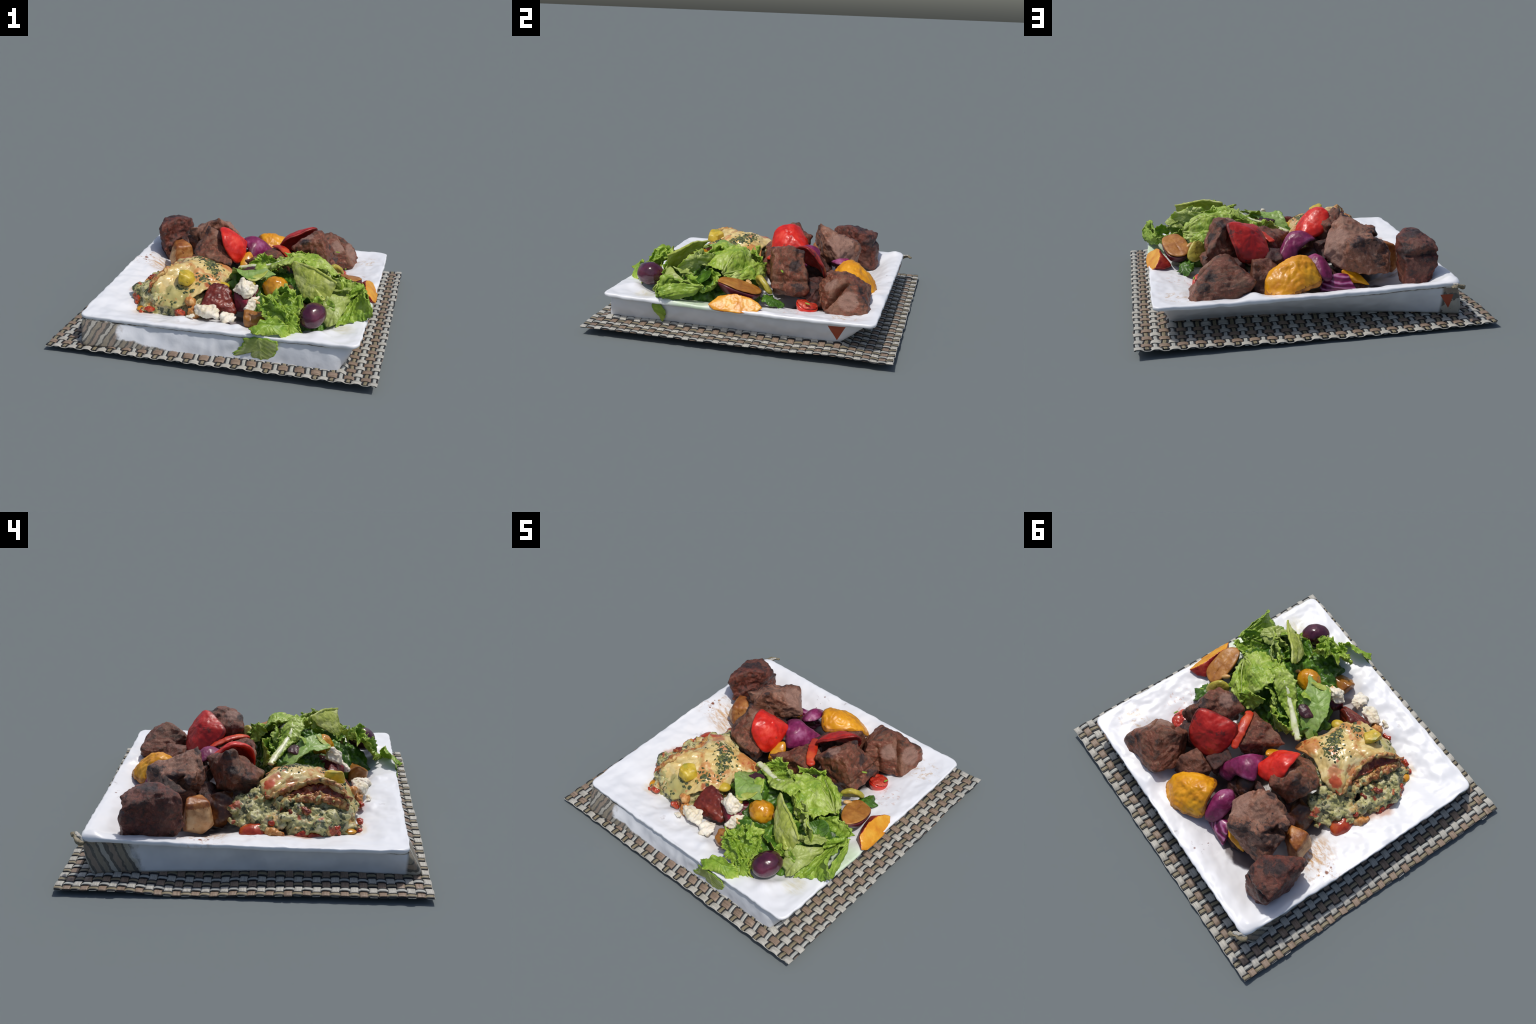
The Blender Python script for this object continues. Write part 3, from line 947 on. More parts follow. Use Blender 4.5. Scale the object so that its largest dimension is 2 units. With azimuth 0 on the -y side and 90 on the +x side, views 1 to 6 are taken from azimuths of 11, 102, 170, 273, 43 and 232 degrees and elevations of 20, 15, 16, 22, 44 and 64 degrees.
    for t in np.linspace(0, 1, 14)[1:]:
        e = t ** 1.15
        Q = P1 * (1 - e) + P2 * e
        Q[:, 2] = P1[:, 2] * (1 - t) + P2[:, 2] * t
        w = 4 * t * (1 - t) + 0.5 * t
        wob = fbm(Q * A([1, 1, 0.8]), 9, 2, 41) + 0.5 * ridged(Q * A([1, 1, 0.4]), 14, 1, 43)
        Q[:, 1] -= 0.010 * side_f * smooth01(-X, 0.45, 0.8) * 4 * t * (1 - t)
        Q[:, :2] *= (1 + 0.007 * w * wob)[:, None]
        W.append(Q)
    Pb = P2 * A((0.92, 0.92, 1))
    Pb[:, 2] = 0.034
    W.append(Pb)
    nr = len(W)
    V = np.concatenate(W + [A([[0, 0, 0.034]])])
    F = [(i * n + j, (i + 1) * n + j, (i + 1) * n + (j + 1) % n, i * n + (j + 1) % n) for i in range(nr - 1) for j in range(n)]
    F += [(len(V) - 1, (nr - 1) * n + (j + 1) % n, (nr - 1) * n + j) for j in range(n)]
    slot = [1 if i < nu else 0 for i in range(nr - 1) for j in range(n)] + [0] * n
    child(new_mesh("plate_wall", V, F, [WALL, UNDER], origin=(0, 0, 0), slot=slot), root)
    return root


# ------------------------------------------------------------------ meat
def meat_relief(seed, fibre=(1, 1, 1), a=0.010, b=0.006):
    def f(v):
        q = v * A(fibre)
        return a * fbm(v, 9, 3, seed) + b * ridged(q, 15, 2, seed + 3) - b * 0.6 + 0.0014 * fbm(v, 55, 3, seed + 8) + 0.004 * np.tanh(4 * fbm(v, 13, 2, seed + 12))
    return f


LOOK = {  # base, light, red, dark, share of char
    "mid": ("643e2a", "a07860", "7a3c28", "352019", 0.4),
    "pale": ("835843", "b8937e", "925b44", "4a2f24", 0.25),
    "dark": ("532e24", "895a49", "6e3224", "281a17", 0.55),
    "brown": ("66402f", "8f6552", "764634", "43291f", 0.1),
    "filler": ("3e2520", "5f3c30", "552a22", "1e1617", 0.6),
}


def build_meat():
    k = []

    def meat(hulls, mat, seed, text, fibre=(1, 1, 1), a=0.010, b=0.005, **kw):
        spots, pale = kw.pop("spots", ()), kw.pop("pale", ())
        o = lump("meat_chunk", hulls, [], voxel=0.006, soft=5, grow=1.0, relief=meat_relief(seed, fibre, a, b), **kw)
        o.data.materials.append(meat_material("grilled_beef", *LOOK[mat], shift=seed * 1.3, spots=spots, pale=pale, origin=o.location, fibre=fibre))
        k.append(label(o, text, "meat"))
    # corner chunk
    meat([[(-.516, .523, .430), (-.58, .455, .456), (-.675, .33, .418), (-.69, .33, .37), (-.738, .64, .36), (-.66, .655, .405), (-.525, .60, .420),
           (-.68, .44, .444), (-.655, .52, .444), (-.728, .57, .405), (-.60, .61, .43), (-.512, .585, .36), (-.515, .60, .28), (-.54, .645, .36), (-.53, .56, .34), (-.60, .50, .2), (-.64, .34, .27), (-.71, .5, .27)],
          [(-.70, .66, .185), (-.594, .69, .19), (-.55, .66, .16), (-.63, .40, .155), (-.705, .48, .165), (-.74, .65, .34), (-.53, .655, .33),
           (-.54, .5, .17), (-.70, .40, .32), (-.55, .42, .34), (-.65, .33, .25)]], "dark", 1, "dark seared cube of grilled beef",
         spots=[((-.60, .55, .46), .07), ((-.54, .62, .36), .06), ((-.64, .5, .45), .05)])
    # big chunk with a pale cut face
    meat([[(-.249, .583, .42), (-.253, .294, .525), (-.183, .325, .476), (-.19, .46, .41), (-.115, .445, .34), (-.13, .40, .40), (-.36, .245, .44),
           (-.30, .27, .51), (-.373, .245, .40), (-.40, .46, .42), (-.359, .552, .215), (-.2, .545, .26), (-.13, .44, .30), (-.3, .3, .25), (-.42, .36, .44)],
          [(-.473, .535, .22), (-.515, .43, .35), (-.50, .46, .25), (-.508, .423, .326), (-.48, .33, .37), (-.36, .3, .30), (-.40, .47, .42), (-.35, .56, .23), (-.3, .56, .38), (-.40, .33, .2), (-.47, .40, .22)],
          [(-.47, .29, .44), (-.40, .28, .46), (-.36, .33, .45), (-.44, .36, .42), (-.40, .29, .35), (-.47, .33, .38)]],
         "pale", 2, "large grilled beef chunk, pale cut face and charred side",
         spikes=[((-.253, .294, .515), 0.04, 0.015, (0, 0, 1))], cuts=[((-.193, .455, .403), (-.2, .46, .39), 0.012, 0.022)],
         spots=[((-.46, .42, .41), .11), ((-.35, .53, .42), .07), ((-.28, .57, .43), .05), ((-.45, .34, .40), .07), ((-.28, .29, .52), .03), ((-.42, .5, .3), .06)], pale=[((-.18, .45, .39), .13), ((-.15, .5, .32), .1)])
    # chunk under the bright pepper
    meat([[(-.261, .10, .515), (-.32, -.04, .365), (-.305, .19, .305), (-.205, .256, .455), (-.215, .20, .475), (-.345, .10, .41), (-.35, .02, .375), (-.325, .17, .34), (-.19, -.075, .365), (-.112, -.039, .275), (-.08, -.05, .325),
           (-.10, .16, .45), (-.208, -.012, .40), (-.15, .2, .3), (-.27, 0, .25), (-.12, .0, .22), (-.29, .17, .45), (-.33, .1, .38)]],
         "mid", 3, "grilled beef chunk with charred tips", (1, 1, .5), spikes=[((-.300, .145, .48), 0.06, 0.105, (-.1, 0, 1)), ((-.255, .10, .5), 0.03, 0.022, (0, 0, 1))],
         spots=[((-.305, .15, .52), .06), ((-.325, .03, .37), .05), ((-.31, .10, .42), .045), ((-.30, -.02, .33), .05)], pale=[((-.21, .12, .46), .06)])
    # tall folded chunk beside the salad
    meat([[(.476, .222, .545), (.369, .08, .497), (.30, .085, .446), (.578, .129, .285), (.484, .13, .513), (.438, .31, .515), (.346, .067, .40), (.55, .35, .33),
           (.36, .16, .51), (.57, .30, .30), (.515, .25, .43), (.32, .2, .45), (.36, .1, .27), (.40, .32, .3), (.35, .25, .3)],
          [(.578, .135, .29), (.572, .372, .322), (.56, .347, .27), (.40, .34, .2), (.36, .2, .2), (.5, .14, .24), (.5, .3, .45), (.40, .1, .3)]],
         "mid", 4, "tall folded slab of grilled beef", (1, 1, .45), a=0.014, slits=[((.56, .12, .335), (.57, .36, .36), (.8, -.3, .4), 0.014, 0.016)], cuts=[((.52, .10, .36), (.58, .36, .36), 0.02, 0.008), ((.36, .05, .42), (.56, .25, .42), 0.016, 0.010)],
         spots=[((.46, .29, .52), .05), ((.52, .27, .43), .045), ((.58, .30, .32), .05), ((.38, .09, .50), .03)], pale=[((.38, .15, .51), .06)])
    # chunk at the back corner, slit across its front face
    meat([[(.49, .57, .432), (.658, .752, .225), (.33, .723, .30), (.418, .45, .365), (.666, .487, .215), (.299, .595, .25), (.673, .52, .185), (.69, .66, .185),
           (.655, .755, .18), (.45, .73, .17), (.36, .70, .23), (.36, .5, .17), (.441, .40, .28), (.46, .405, .2), (.58, .68, .345), (.62, .67, .315), (.60, .50, .32)]],
         "mid", 5, "wedge of grilled beef with a deep slit", (.6, .6, 1.5), slits=[((.545, .60, .345), (.64, .485, .215), (.75, -.25, .6), 0.012, 0.06), ((.49, .46, .38), (.56, .41, .25), (.6, -.6, .5), 0.010, 0.012)],
         spots=[((.61, .71, .28), .045), ((.46, .60, .43), .03), ((.56, .69, .34), .04)], pale=[((.64, .62, .28), .08), ((.55, .5, .34), .06)])
    # dark filler lumps added to close gaps between the chunks
    for n_, h in enumerate(([(.53, .40, .28), (.35, .42, .33), (.40, .33, .34), (.57, .35, .22), (.45, .45, .14), (.3, .38, .2), (.52, .45, .17)],
                            [(-.42, .22, .27), (-.25, .25, .32), (-.2, .14, .26), (-.3, .37, .27), (-.3, .2, .12), (-.43, .33, .15), (-.2, .4, .2)],
                            [(.13, .36, .24), (-.10, .33, .31), (.0, .2, .32), (.12, .2, .30), (.0, .42, .22), (.05, .3, .12), (-.1, .42, .18)],
                            [(.22, .42, .335), (.12, .43, .32), (.11, .30, .35), (.2, .29, .35), (.15, .4, .15), (.22, .3, .2)],
                            [(-.13, .31, .36), (-.2, .27, .39), (-.08, .26, .36), (-.16, .35, .3), (-.1, .35, .2), (-.2, .25, .25)],
                            [(-.16, .56, .22), (-.30, .50, .22), (-.05, .5, .24), (-.2, .42, .25), (-.1, .6, .14), (-.36, .56, .14), (-.25, .45, .13)])):
        meat([h], "filler", 20 + n_, "dark scrap added to fill gaps in the heap", a=0.012)
    # small cut chunk
    meat([[(.309, .55, .345), (.205, .447, .345), (.325, .6, .17), (.149, .416, .29), (.20, .56, .27), (.22, .60, .18), (.14, .48, .17), (.33, .45, .2), (.3, .42, .34), (.16, .50, .28)]],
         "brown", 6, "small brown wedge of grilled beef", a=0.006, b=0.004)
    # chunk beneath the pepper strip
    meat([[(.297, .017, .374), (.126, 0, .404), (.148, .233, .386), (.27, .2, .38), (.02, -.005, .355), (.059, .081, .305), (.10, .2, .25), (.273, .044, .34), (.05, .02, .2), (.28, .1, .2),
           (.2, .05, .42)]], "mid", 7, "grilled beef chunk under a pepper strip", spikes=[((.02, -.005, .355), 0.06, 0.03, (-.8, -.3, .3))])
    return k


# ------------------------------------------------------------------ peppers and onions
def build_vegetables():
    bumpy = lambda s, a=0.005: (lambda v: a * fbm(v, 12, 3, s) + 0.0015 * fbm(v, 45, 2, s + 4))
    o = cap("red_pepper_piece", [(.42, .318, .532), (.34, .245, .515), (.222, .178, .462), (.18, .235, .395), (.172, .33, .335), (.19, .39, .315), (.27, .435, .312), (.36, .445, .328),
                          (.392, .43, .40), (.415, .385, .475)], (.277, .342, .465), PEPPER, 0.026, offset=-0.010, dome=1.8, margin=PEPPER_RIM, relief=bumpy(3),
            cuts=[((.277, .335, .46), (.278, .334, .455), 0.011, 0.012)])
    label(o, "curved piece of roasted red pepper", "pepper")
    o = tube("red_pepper_strip", [(.285, .05, .40), (.25, .10, .415), (.2, .18, .41), (.15, .26, .385)], [0.026, 0.031, 0.031, 0.02], PEPPER_FLESH, flat=0.38, rough=0.003)
    label(o, "narrow strip of red pepper flesh", "pepper")
    o = cap("red_pepper_piece", [(-.13, -.022, .44), (-.058, -.003, .33), (-.012, .07, .34), (-.02, .165, .372), (-.03, .25, .385), (-.14, .25, .40), (-.215, .185, .485), (-.20, .115, .53),
                          (-.165, .02, .515)], (-.082, .112, .487), PEPPER_BRIGHT, 0.03, offset=-0.012, relief=bumpy(7),
            cuts=[((-.085, .112, .487), (-.086, .113, .48), 0.011, 0.012)])
    label(o, "bright red roasted pepper piece", "pepper")
    o = cap("red_onion_petal", [(.126, .400, .245), (.138, .36, .29), (.105, .25, .305), (.03, .135, .318), (-.008, .15, .373), (-.055, .22, .412), (-.105, .287, .388), (-.055, .335, .388), (.012, .352, .335),
                          (.03, .378, .262), (.08, .398, .238)], (.040, .275, .425), ONION, 0.016, offset=-0.006, dome=2.0, relief=bumpy(9, 0.004), margin=ONION_RIM, edge_round=14)
    label(o, "curved petal of roasted red onion", "onion")
    o = cap("yellow_pepper_piece", [(.275, .69, .20), (.255, .60, .275), (.17, .50, .30), (.075, .44, .29), (.01, .49, .345), (-.035, .575, .33), (-.06, .65, .235), (.025, .715, .22), (.10, .745, .205),
                          (.19, .742, .18)], (.10, .605, .352), YELLOW, 0.03, offset=-0.012, dome=2.0, margin=YELLOW_RIM, relief=lambda v: 0.007 * fbm(v, 12, 3, 12) + 0.004 * ridged(v, 24, 2, 13))
    label(o, "charred piece of yellow pepper", "pepper")
    o = cap("red_onion_petal", [(-.005, .47, .325), (-.05, .41, .325), (-.11, .43, .29), (-.135, .50, .265), (-.14, .57, .24), (-.11, .62, .23), (-.065, .632, .25), (-.02, .56, .30)], (-.072, .515, .348),
            ONION, 0.016, offset=-0.006, dome=1.8, relief=bumpy(15, 0.004), margin=ONION_RIM, edge_round=14)
    label(o, "small curved red onion petal", "onion")
    o = lump("red_onion_wedge", [(-.05, .61, .165), (-.228, .57, .248), (-.26, .632, .172), (-.176, .531, .245), (-.06, .55, .2), (-.2, .52, .15), (-.16, .62, .2), (-.1, .56, .24), (-.1, .5, .15)],
             ONION_CUT, soft=5, relief=bumpy(17, 0.003))
    label(o, "wedge of red onion showing its layers", "onion")
    o = lump("yellow_pepper_piece", [(-.19, .547, .265), (-.32, .57, .175), (-.258, .585, .22), (-.2, .5, .2), (-.33, .5, .2), (-.25, .5, .27), (-.36, .55, .16), (-.2, .56, .2)], YELLOW, relief=bumpy(18))
    label(o, "yellow pepper piece tucked under the meat", "pepper")
    o = cap("grilled_squash_slice", [(.02, .34, .24), (.03, .28, .28), (-.03, .25, .32), (-.10, .28, .32), (-.11, .35, .27), (-.05, .38, .24)], (-.04, .325, .30), BURNT, 0.03)
    label(o, "grilled slice of squash with browned edge", "squash")
    o = cap("yellow_pepper_piece", [(.01, .13, .365), (.04, .09, .32), (.01, .03, .29), (-.03, .01, .28), (-.04, .06, .33), (-.02, .11, .36)], (.0, .08, .345), GOLD, 0.03)
    label(o, "dull gold pepper piece between chunks", "pepper")

    o = cap("peach_smear", [(.828, -.20, .187), (.838, -.05, .192), (.834, .06, .180), (.808, .045, .148), (.788, -.03, .118), (.778, -.09, .102), (.780, -.15, .108), (.784, -.20, .115)], (.806, -.07, .15), PEACH, 0.016, offset=0.012, nt=80, nr=14,
            flip=None, jag=.05)
    label(o, "peach coloured scan smear on the plate wall", "fruit")  # thin slab standing in for a texture smear of the scan
    # potato with a cut face
    flesh = lambda c, n: np.where((n @ A([-.8, -.35, -.1]) > 0.45) & (c[:, 2] < 0.3), 1, 0)
    o = lump("roast_potato_chunk", [(-.43, .26, .325), (-.53, .21, .325), (-.575, .33, .325), (-.515, .335, .345), (-.52, .19, .19), (-.565, .25, .15), (-.605, .325, .2), (-.55, .36, .16),
                              (-.42, .22, .17), (-.42, .3, .2), (-.58, .22, .23)], [POTATO, POTATO_FLESH], soft=11, grow=1.04, relief=bumpy(21, 0.004), slotfn=flesh,
             cuts=[((-.575, .265, .22), (-.57, .262, .22), 0.022, 0.014)])
    label(o, "roast potato chunk with pale cut face", "potato")
    o = lump("burnt_potato_chunk", [(-.345, .145, .315), (-.36, .24, .29), (-.43, .15, .12), (-.46, .22, .15), (-.40, .09, .27), (-.45, .10, .2), (-.3, .2, .2), (-.30, .1, .29), (-.42, .2, .26), (-.33, .3, .2)],
             BURNT, soft=7, relief=bumpy(23, 0.010))
    label(o, "dark burnt chunk of roast vegetable", "potato")
    # tomatoes
    o = ball("tomato_half", (-.555, -.03, .165), (.062, .085, .045), TOMATO, (0, -.2, .2), relief=lambda v: 0.006 * fbm(v, 22, 3, 5))
    label(o, "soft cooked tomato half", "tomato")
    root = group("tomato_half", (.585, .365, .2), "red tomato half, cut side up", "tomato")
    ol = [(.64, .36, .205), (.625, .32, .225), (.585, .30, .235), (.54, .325, .225), (.52, .37, .21), (.54, .42, .2), (.59, .43, .2), (.625, .41, .2)]
    child(cap("tomato_skin", [A(p) - A((0, 0, .004)) for p in ol], (.575, .365, .135), TOMATO_RED, 0.02, dome=2.6, nt=60, nr=14), root)
    child(cap("tomato_flesh", ol, (.58, .365, .215), TOMATO_FLESH, 0.02, nt=60, nr=14, relief=lambda v: 0.006 * fbm(v, 40, 2, 3)), root)
    # squash, plum, peach near the right hand rim
    o = cap("squash_slice", [(.587, .061, .372), (.63, .10, .335), (.642, .135, .285), (.6, .145, .262), (.56, .10, .27), (.535, .04, .30), (.545, .03, .345)], (.592, .088, .325), SQUASH_GREEN, 0.035,
            nt=70, nr=14, relief=bumpy(31, 0.003))
    label(o, "green yellow slice of squash", "squash")
    root = group("plum_half", (.7, -.03, .31), "halved brown plum with dark skin", "fruit")
    ol = [(.735, -.165, .358), (.68, -.145, .366), (.635, -.06, .345), (.622, .03, .318), (.645, .09, .295), (.70, .09, .288), (.748, .06, .298), (.775, -.03, .325), (.775, -.11, .352)]
    child(cap("plum_skin", [A(p) - A((0, 0, .006)) for p in ol], (.712, -.03, .245), PLUM_SKIN, 0.02, dome=2.4, nt=80, nr=16), root)
    child(cap("plum_flesh", ol, (.70, -.03, .330), PLUM, 0.016, nt=80, nr=16, cuts=[((.72, -.12, .34), (.68, .05, .31), 0.006, 0.004)], relief=bumpy(33, 0.002)), root)
    fl = lambda c, n: np.where(n @ A([.85, 0, .5]) > 0.55, 0, 1)
    o = lump("peach_wedge", [tuple(A(p_) + A((.012, 0, .012))) for p_ in [(.858, -.190, .232), (.800, -.138, .276), (.788, -.042, .298), (.784, .052, .280), (.805, .11, .258), (.826, .143, .234), (.872, -.15, .205), (.874, 0, .20), (.85, .11, .208), (.722, .076, .216),
                       (.735, -.02, .215), (.78, -.13, .215), (.764, .118, .216), (.80, -.15, .2), (.78, .1, .2)]], [PEACH, PEACH_SKIN], voxel=0.005, soft=3, grow=1.0, relief=bumpy(35, 0.003), slotfn=fl)
    label(o, "peach wedge, yellow flesh and red skin", "fruit")


# ------------------------------------------------------------------ lasagna
def build_lasagna():
    root = group("lasagna_portion", (-.35, -.3, .15), "slumped portion of spinach lasagna with melted cheese", "lasagna")
    lumpy = lambda s, a=0.012: (lambda v: a * fbm(v, 11, 3, s) + 0.6 * a * ridged(v, 22, 2, s + 2) - 0.3 * a + 0.003 * fbm(v, 60, 2, s + 5))
    body = [
        [(-.42, -.12, .28), (-.2, -.1, .30), (-.08, -.1, .24), (-.08, -.38, .27), (-.25, -.54, .24), (-.44, -.54, .24), (-.46, -.45, .30), (-.42, -.2, .30), (-.3, -.25, .35), (-.15, -.25, .33),
         (-.45, -.56, .14), (-.2, -.56, .14), (-.05, -.4, .14), (-.05, -.1, .14), (-.46, -.1, .14)],
        [(-.482, -.308, .284), (-.46, -.21, .28), (-.545, -.44, .252), (-.475, -.51, .255), (-.622, -.385, .212), (-.61, -.27, .195), (-.57, -.25, .24), (-.60, -.46, .160), (-.52, -.54, .15), (-.6, -.2, .15),
         (-.40, -.3, .15), (-.43, -.53, .2), (-.57, -.46, .20)],
        [(-.447, -.141, .27), (-.378, -.017, .285), (-.371, .054, .296), (-.38, .09, .27), (-.46, .10, .16), (-.60, -.124, .18), (-.56, -.02, .15), (-.53, -.1, .235), (-.35, -.1, .3), (-.33, .05, .28), (-.3, 0, .15), (-.58, -.2, .22)],
    ]
    rb = np.random.RandomState(31)

    def blobs(curve, count, r, jit):
        C = catmull_open(A(curve), count)
        for p in C:
            d = rb.normal(size=(16, 3))
            d /= np.linalg.norm(d, axis=1)[:, None]
            body.append((p + rb.normal(size=3) * jit + d * r * A([1, 1, .7]) * rb.uniform(.6, 1.25)).tolist())
    blobs([(-.43, -.14, .295), (-.455, -.27, .308), (-.467, -.42, .318), (-.455, -.52, .27)], 10, .028, .008)
    blobs([(-.40, -.06, .29), (-.33, -.03, .30), (-.25, -.06, .30)], 4, .04, .006)
    blobs([(-.45, -.12, .262), (-.49, -.22, .272), (-.50, -.33, .275), (-.522, -.42, .258), (-.495, -.51, .235)], 12, .036, .012)
    blobs([(-.37, -.04, .275), (-.375, .05, .285), (-.41, .09, .25), (-.46, .09, .2)], 7, .036, .01)
    blobs([(-.50, .03, .17), (-.55, -.06, .18), (-.575, -.18, .185), (-.60, -.28, .19), (-.60, -.37, .195), (-.575, -.45, .17), (-.50, -.545, .165)], 12, .036, .010)
    blobs([(-.50, -.02, .225), (-.54, -.16, .235), (-.57, -.27, .24), (-.575, -.37, .225), (-.54, -.45, .20)], 8, .036, .010)
    child(lump("spinach_filling", body, RICOTTA, voxel=0.006, soft=16, grow=1.06, relief=lumpy(51, 0.013)), root)
    child(lump("meat_filling", [(-.41, -.22, .325), (-.37, -.25, .352), (-.37, -.40, .370), (-.43, -.46, .350), (-.455, -.42, .335), (-.435, -.3, .335), (-.38, -.3, .3), (-.46, -.5, .32)], FILLING,
               soft=3, relief=lumpy(54, 0.016)), root)
    # ragged pasta layers seen at the open side
    child(sheet("pasta_layer", [[(-.40, -.16, .325), (-.43, -.22, .325), (-.445, -.34, .342), (-.455, -.44, .338), (-.47, -.53, .305)],
                         [(-.415, -.15, .312), (-.45, -.22, .31), (-.472, -.34, .330), (-.482, -.44, .325), (-.475, -.525, .285)],
                         [(-.42, -.14, .298), (-.455, -.22, .295), (-.482, -.34, .312), (-.495, -.44, .305), (-.485, -.53, .262)]], CRUMB, 0.014, 50, 130, ruffle=0.028, rufflef=24, seed=3, pucker=.016, ragged=.12), root)
    ol = [(-.438, -.081, .315), (-.38, -.06, .325), (-.329, -.05, .342), (-.25, -.07, .345), (-.186, -.09, .342), (-.10, -.085, .305), (-.03, -.075, .275), (-.02, -.16, .29), (-.05, -.27, .30), (-.045, -.36, .29),
          (-.07, -.42, .32), (-.13, -.49, .315), (-.21, -.55, .27), (-.29, -.592, .215), (-.38, -.580, .215), (-.445, -.555, .215), (-.465, -.522, .30), (-.455, -.50, .360), (-.408, -.44, .396), (-.378, -.36, .402),
          (-.378, -.29, .382), (-.397, -.21, .358), (-.43, -.13, .33)]

    def melt(v):
        swirl = np.exp(-(seg_dist(v, (-.33, -.22, .40), (-.22, -.36, .38)) / .03) ** 2) + np.exp(-(seg_dist(v, (-.22, -.36, .38), (-.10, -.38, .33)) / .025) ** 2)
        return 0.014 * fbm(v, 10, 3, 61) + 0.010 * swirl + 0.002 * fbm(v, 40, 2, 63)
    child(cap("melted_cheese_sheet", ol, (-.25, -.29, .388), cheese_material(A(ol).mean(0)), 0.030, nt=200, nr=44, dome=2.15, relief=melt, jag=0.03, jagf=25), root)
    # raised browned edge of the folded sheet
    child(tube("browned_fold_edge", [(-.44, -.09, .312), (-.42, -.15, .335), (-.398, -.215, .352), (-.380, -.29, .374), (-.380, -.36, .394), (-.408, -.44, .390), (-.452, -.50, .355), (-.475, -.54, .32)],
               [0.014, 0.017, 0.016, 0.016, 0.017, 0.016, 0.014, 0.010], CRUMB, n=110, rough=0.010), root)
    child(tube("tomato_streak", [(-.42, -.085, .322), (-.39, -.10, .338), (-.365, -.13, .352)], [0.016, 0.02, 0.01], TOMATO, n=24, flat=0.35, rough=0.008), root)
    child(cap("browned_cheese_corner", [(-.16, -.10, .335), (-.10, -.085, .312), (-.02, -.07, .272), (-.02, -.15, .285), (-.10, -.16, .335)], (-.085, -.12, .318), PASTA, 0.02, nt=60, nr=12,
              relief=lambda v: 0.004 * fbm(v, 20, 2, 3)), root)
    # yellow squash cube
    child(lump("squash_cube", [(-.30, -.502, .412), (-.272, -.405, .405), (-.228, -.43, .39), (-.235, -.495, .385), (-.30, -.51, .345), (-.245, -.507, .335), (-.215, -.44, .34), (-.28, -.40, .34), (-.31, -.45, .412)], SQUASH,
               voxel=0.005, soft=12, grow=1.1, relief=lambda v: 0.004 * fbm(v, 22, 2, 2)), root)
    child(ball("squash_slice", (-.058, -.37, .305), (.045, .035, .025), SQUASH, (0, 0, .5)), root)
    # chopped herbs: many small flakes gathered in patches
    rng = np.random.RandomState(5)
    V, F = [], []
    dg = bpy.context.evaluated_depsgraph_get()
    sheet_o = [c for c in root.children if c.name.startswith("melted")][0]
    bpy.context.view_layer.update()
    mw = sheet_o.matrix_world
    inv = mw.inverted()

    def flake(x, y, size):
        ok, loc, nor, _ = sheet_o.ray_cast(inv @ Vector((x, y, 1.0)), Vector((0, 0, -1)))
        if not ok:
            return
        p = A(mw @ loc)
        nr = A(nor)
        t = np.cross(nr, rng.normal(size=3))
        t /= np.linalg.norm(t)
        b = np.cross(nr, t)
        base = len(V)
        w = size * (0.4 + 0.5 * rng.rand())
        for a_ in np.linspace(0, 2 * np.pi, 7)[:-1]:
            V.append(p + t * size * math.cos(a_) * (0.7 + .6 * rng.rand()) + b * w * math.sin(a_) * (0.7 + .6 * rng.rand()) + nr * 0.0005)
        V.append(p + nr * (0.003 + 0.003 * rng.rand()))
        V.append(p - nr * 0.002)
        for i in range(6):
            F.append((base + i, base + (i + 1) % 6, base + 6))
            F.append((base + (i + 1) % 6, base + i, base + 7))
    for (cx, cy, sx, sy, ang, cnt, sz) in ((-.185, -.225, .055, .028, -.9, 150, .008), (-.13, -.29, .045, .016, -1.2, 80, .007), (-.17, -.43, .05, .022, -.6, 40, .009), (-.24, -.51, .05, .012, -.4, 22, .009),
                                       (-.11, -.40, .03, .03, 0, 25, .006), (-.22, -.25, .05, .03, 0, 30, .005), (-.42, -.56, .04, .015, 0, 10, .007), (-.33, -.56, .05, .015, 0, 10, .007)):
        for _ in range(int(cnt * 0.7)):
            g = rng.normal(size=2)
            x = cx + g[0] * sx * math.cos(ang) - g[1] * sy * math.sin(ang)
            y = cy + g[0] * sx * math.sin(ang) + g[1] * sy * math.cos(ang)
            flake(x, y, sz * (0.7 + 1.1 * rng.rand()))
    o = child(new_mesh("chopped_herbs", V, F, HERB, smooth=False), root)
    o["kind"] = "stuff"
    # tomato bits along the foot
    for (p, r, rz) in (((-.615, -.28, .178), (.02, .045, .022), .3), ((-.618, -.36, .175), (.018, .045, .018), .1), ((-.575, -.46, .185), (.022, .025, .025), .2), ((-.46, -.592, .19), (.03, .018, .014), .3),
                       ((-.26, -.605, .2), (.03, .015, .018), .2), ((-.535, -.30, .288), (.03, .016, .014), .6), ((-.51, -.22, .262), (.022, .018, .012), .1), ((-.56, -.12, .225), (.014, .014, .01), .1),
                       ((-.505, -.575, .165), (.03, .02, .016), .4), ((-.21, -.56, .26), (.03, .03, .03), 0), ((-.18, -.59, .2), (.04, .03, .04), 0)):
        child(ball("tomato_bit" if r[0] < .035 and p[1] > -.56 or p[0] < -.25 else "pasta_bit", p, r, (TOMATO if p[2] < .25 else FILLING) if p[0] < -.25 else PASTA, (0, 0, rz), n=32, relief=lambda v: 0.013 * fbm(v, 32, 3, 9)), root)
    child(tube("browned_pasta_lip", [(-.56, -.09, .175), (-.605, -.125, .185), (-.62, -.18, .18)], [0.02, 0.028, 0.015], PASTA, n=24, rough=0.01), root)
    child(ball("yellow_oil_pool", (-.53, -.53, .165), (.03, .04, .012), GOLD, n=24), root)
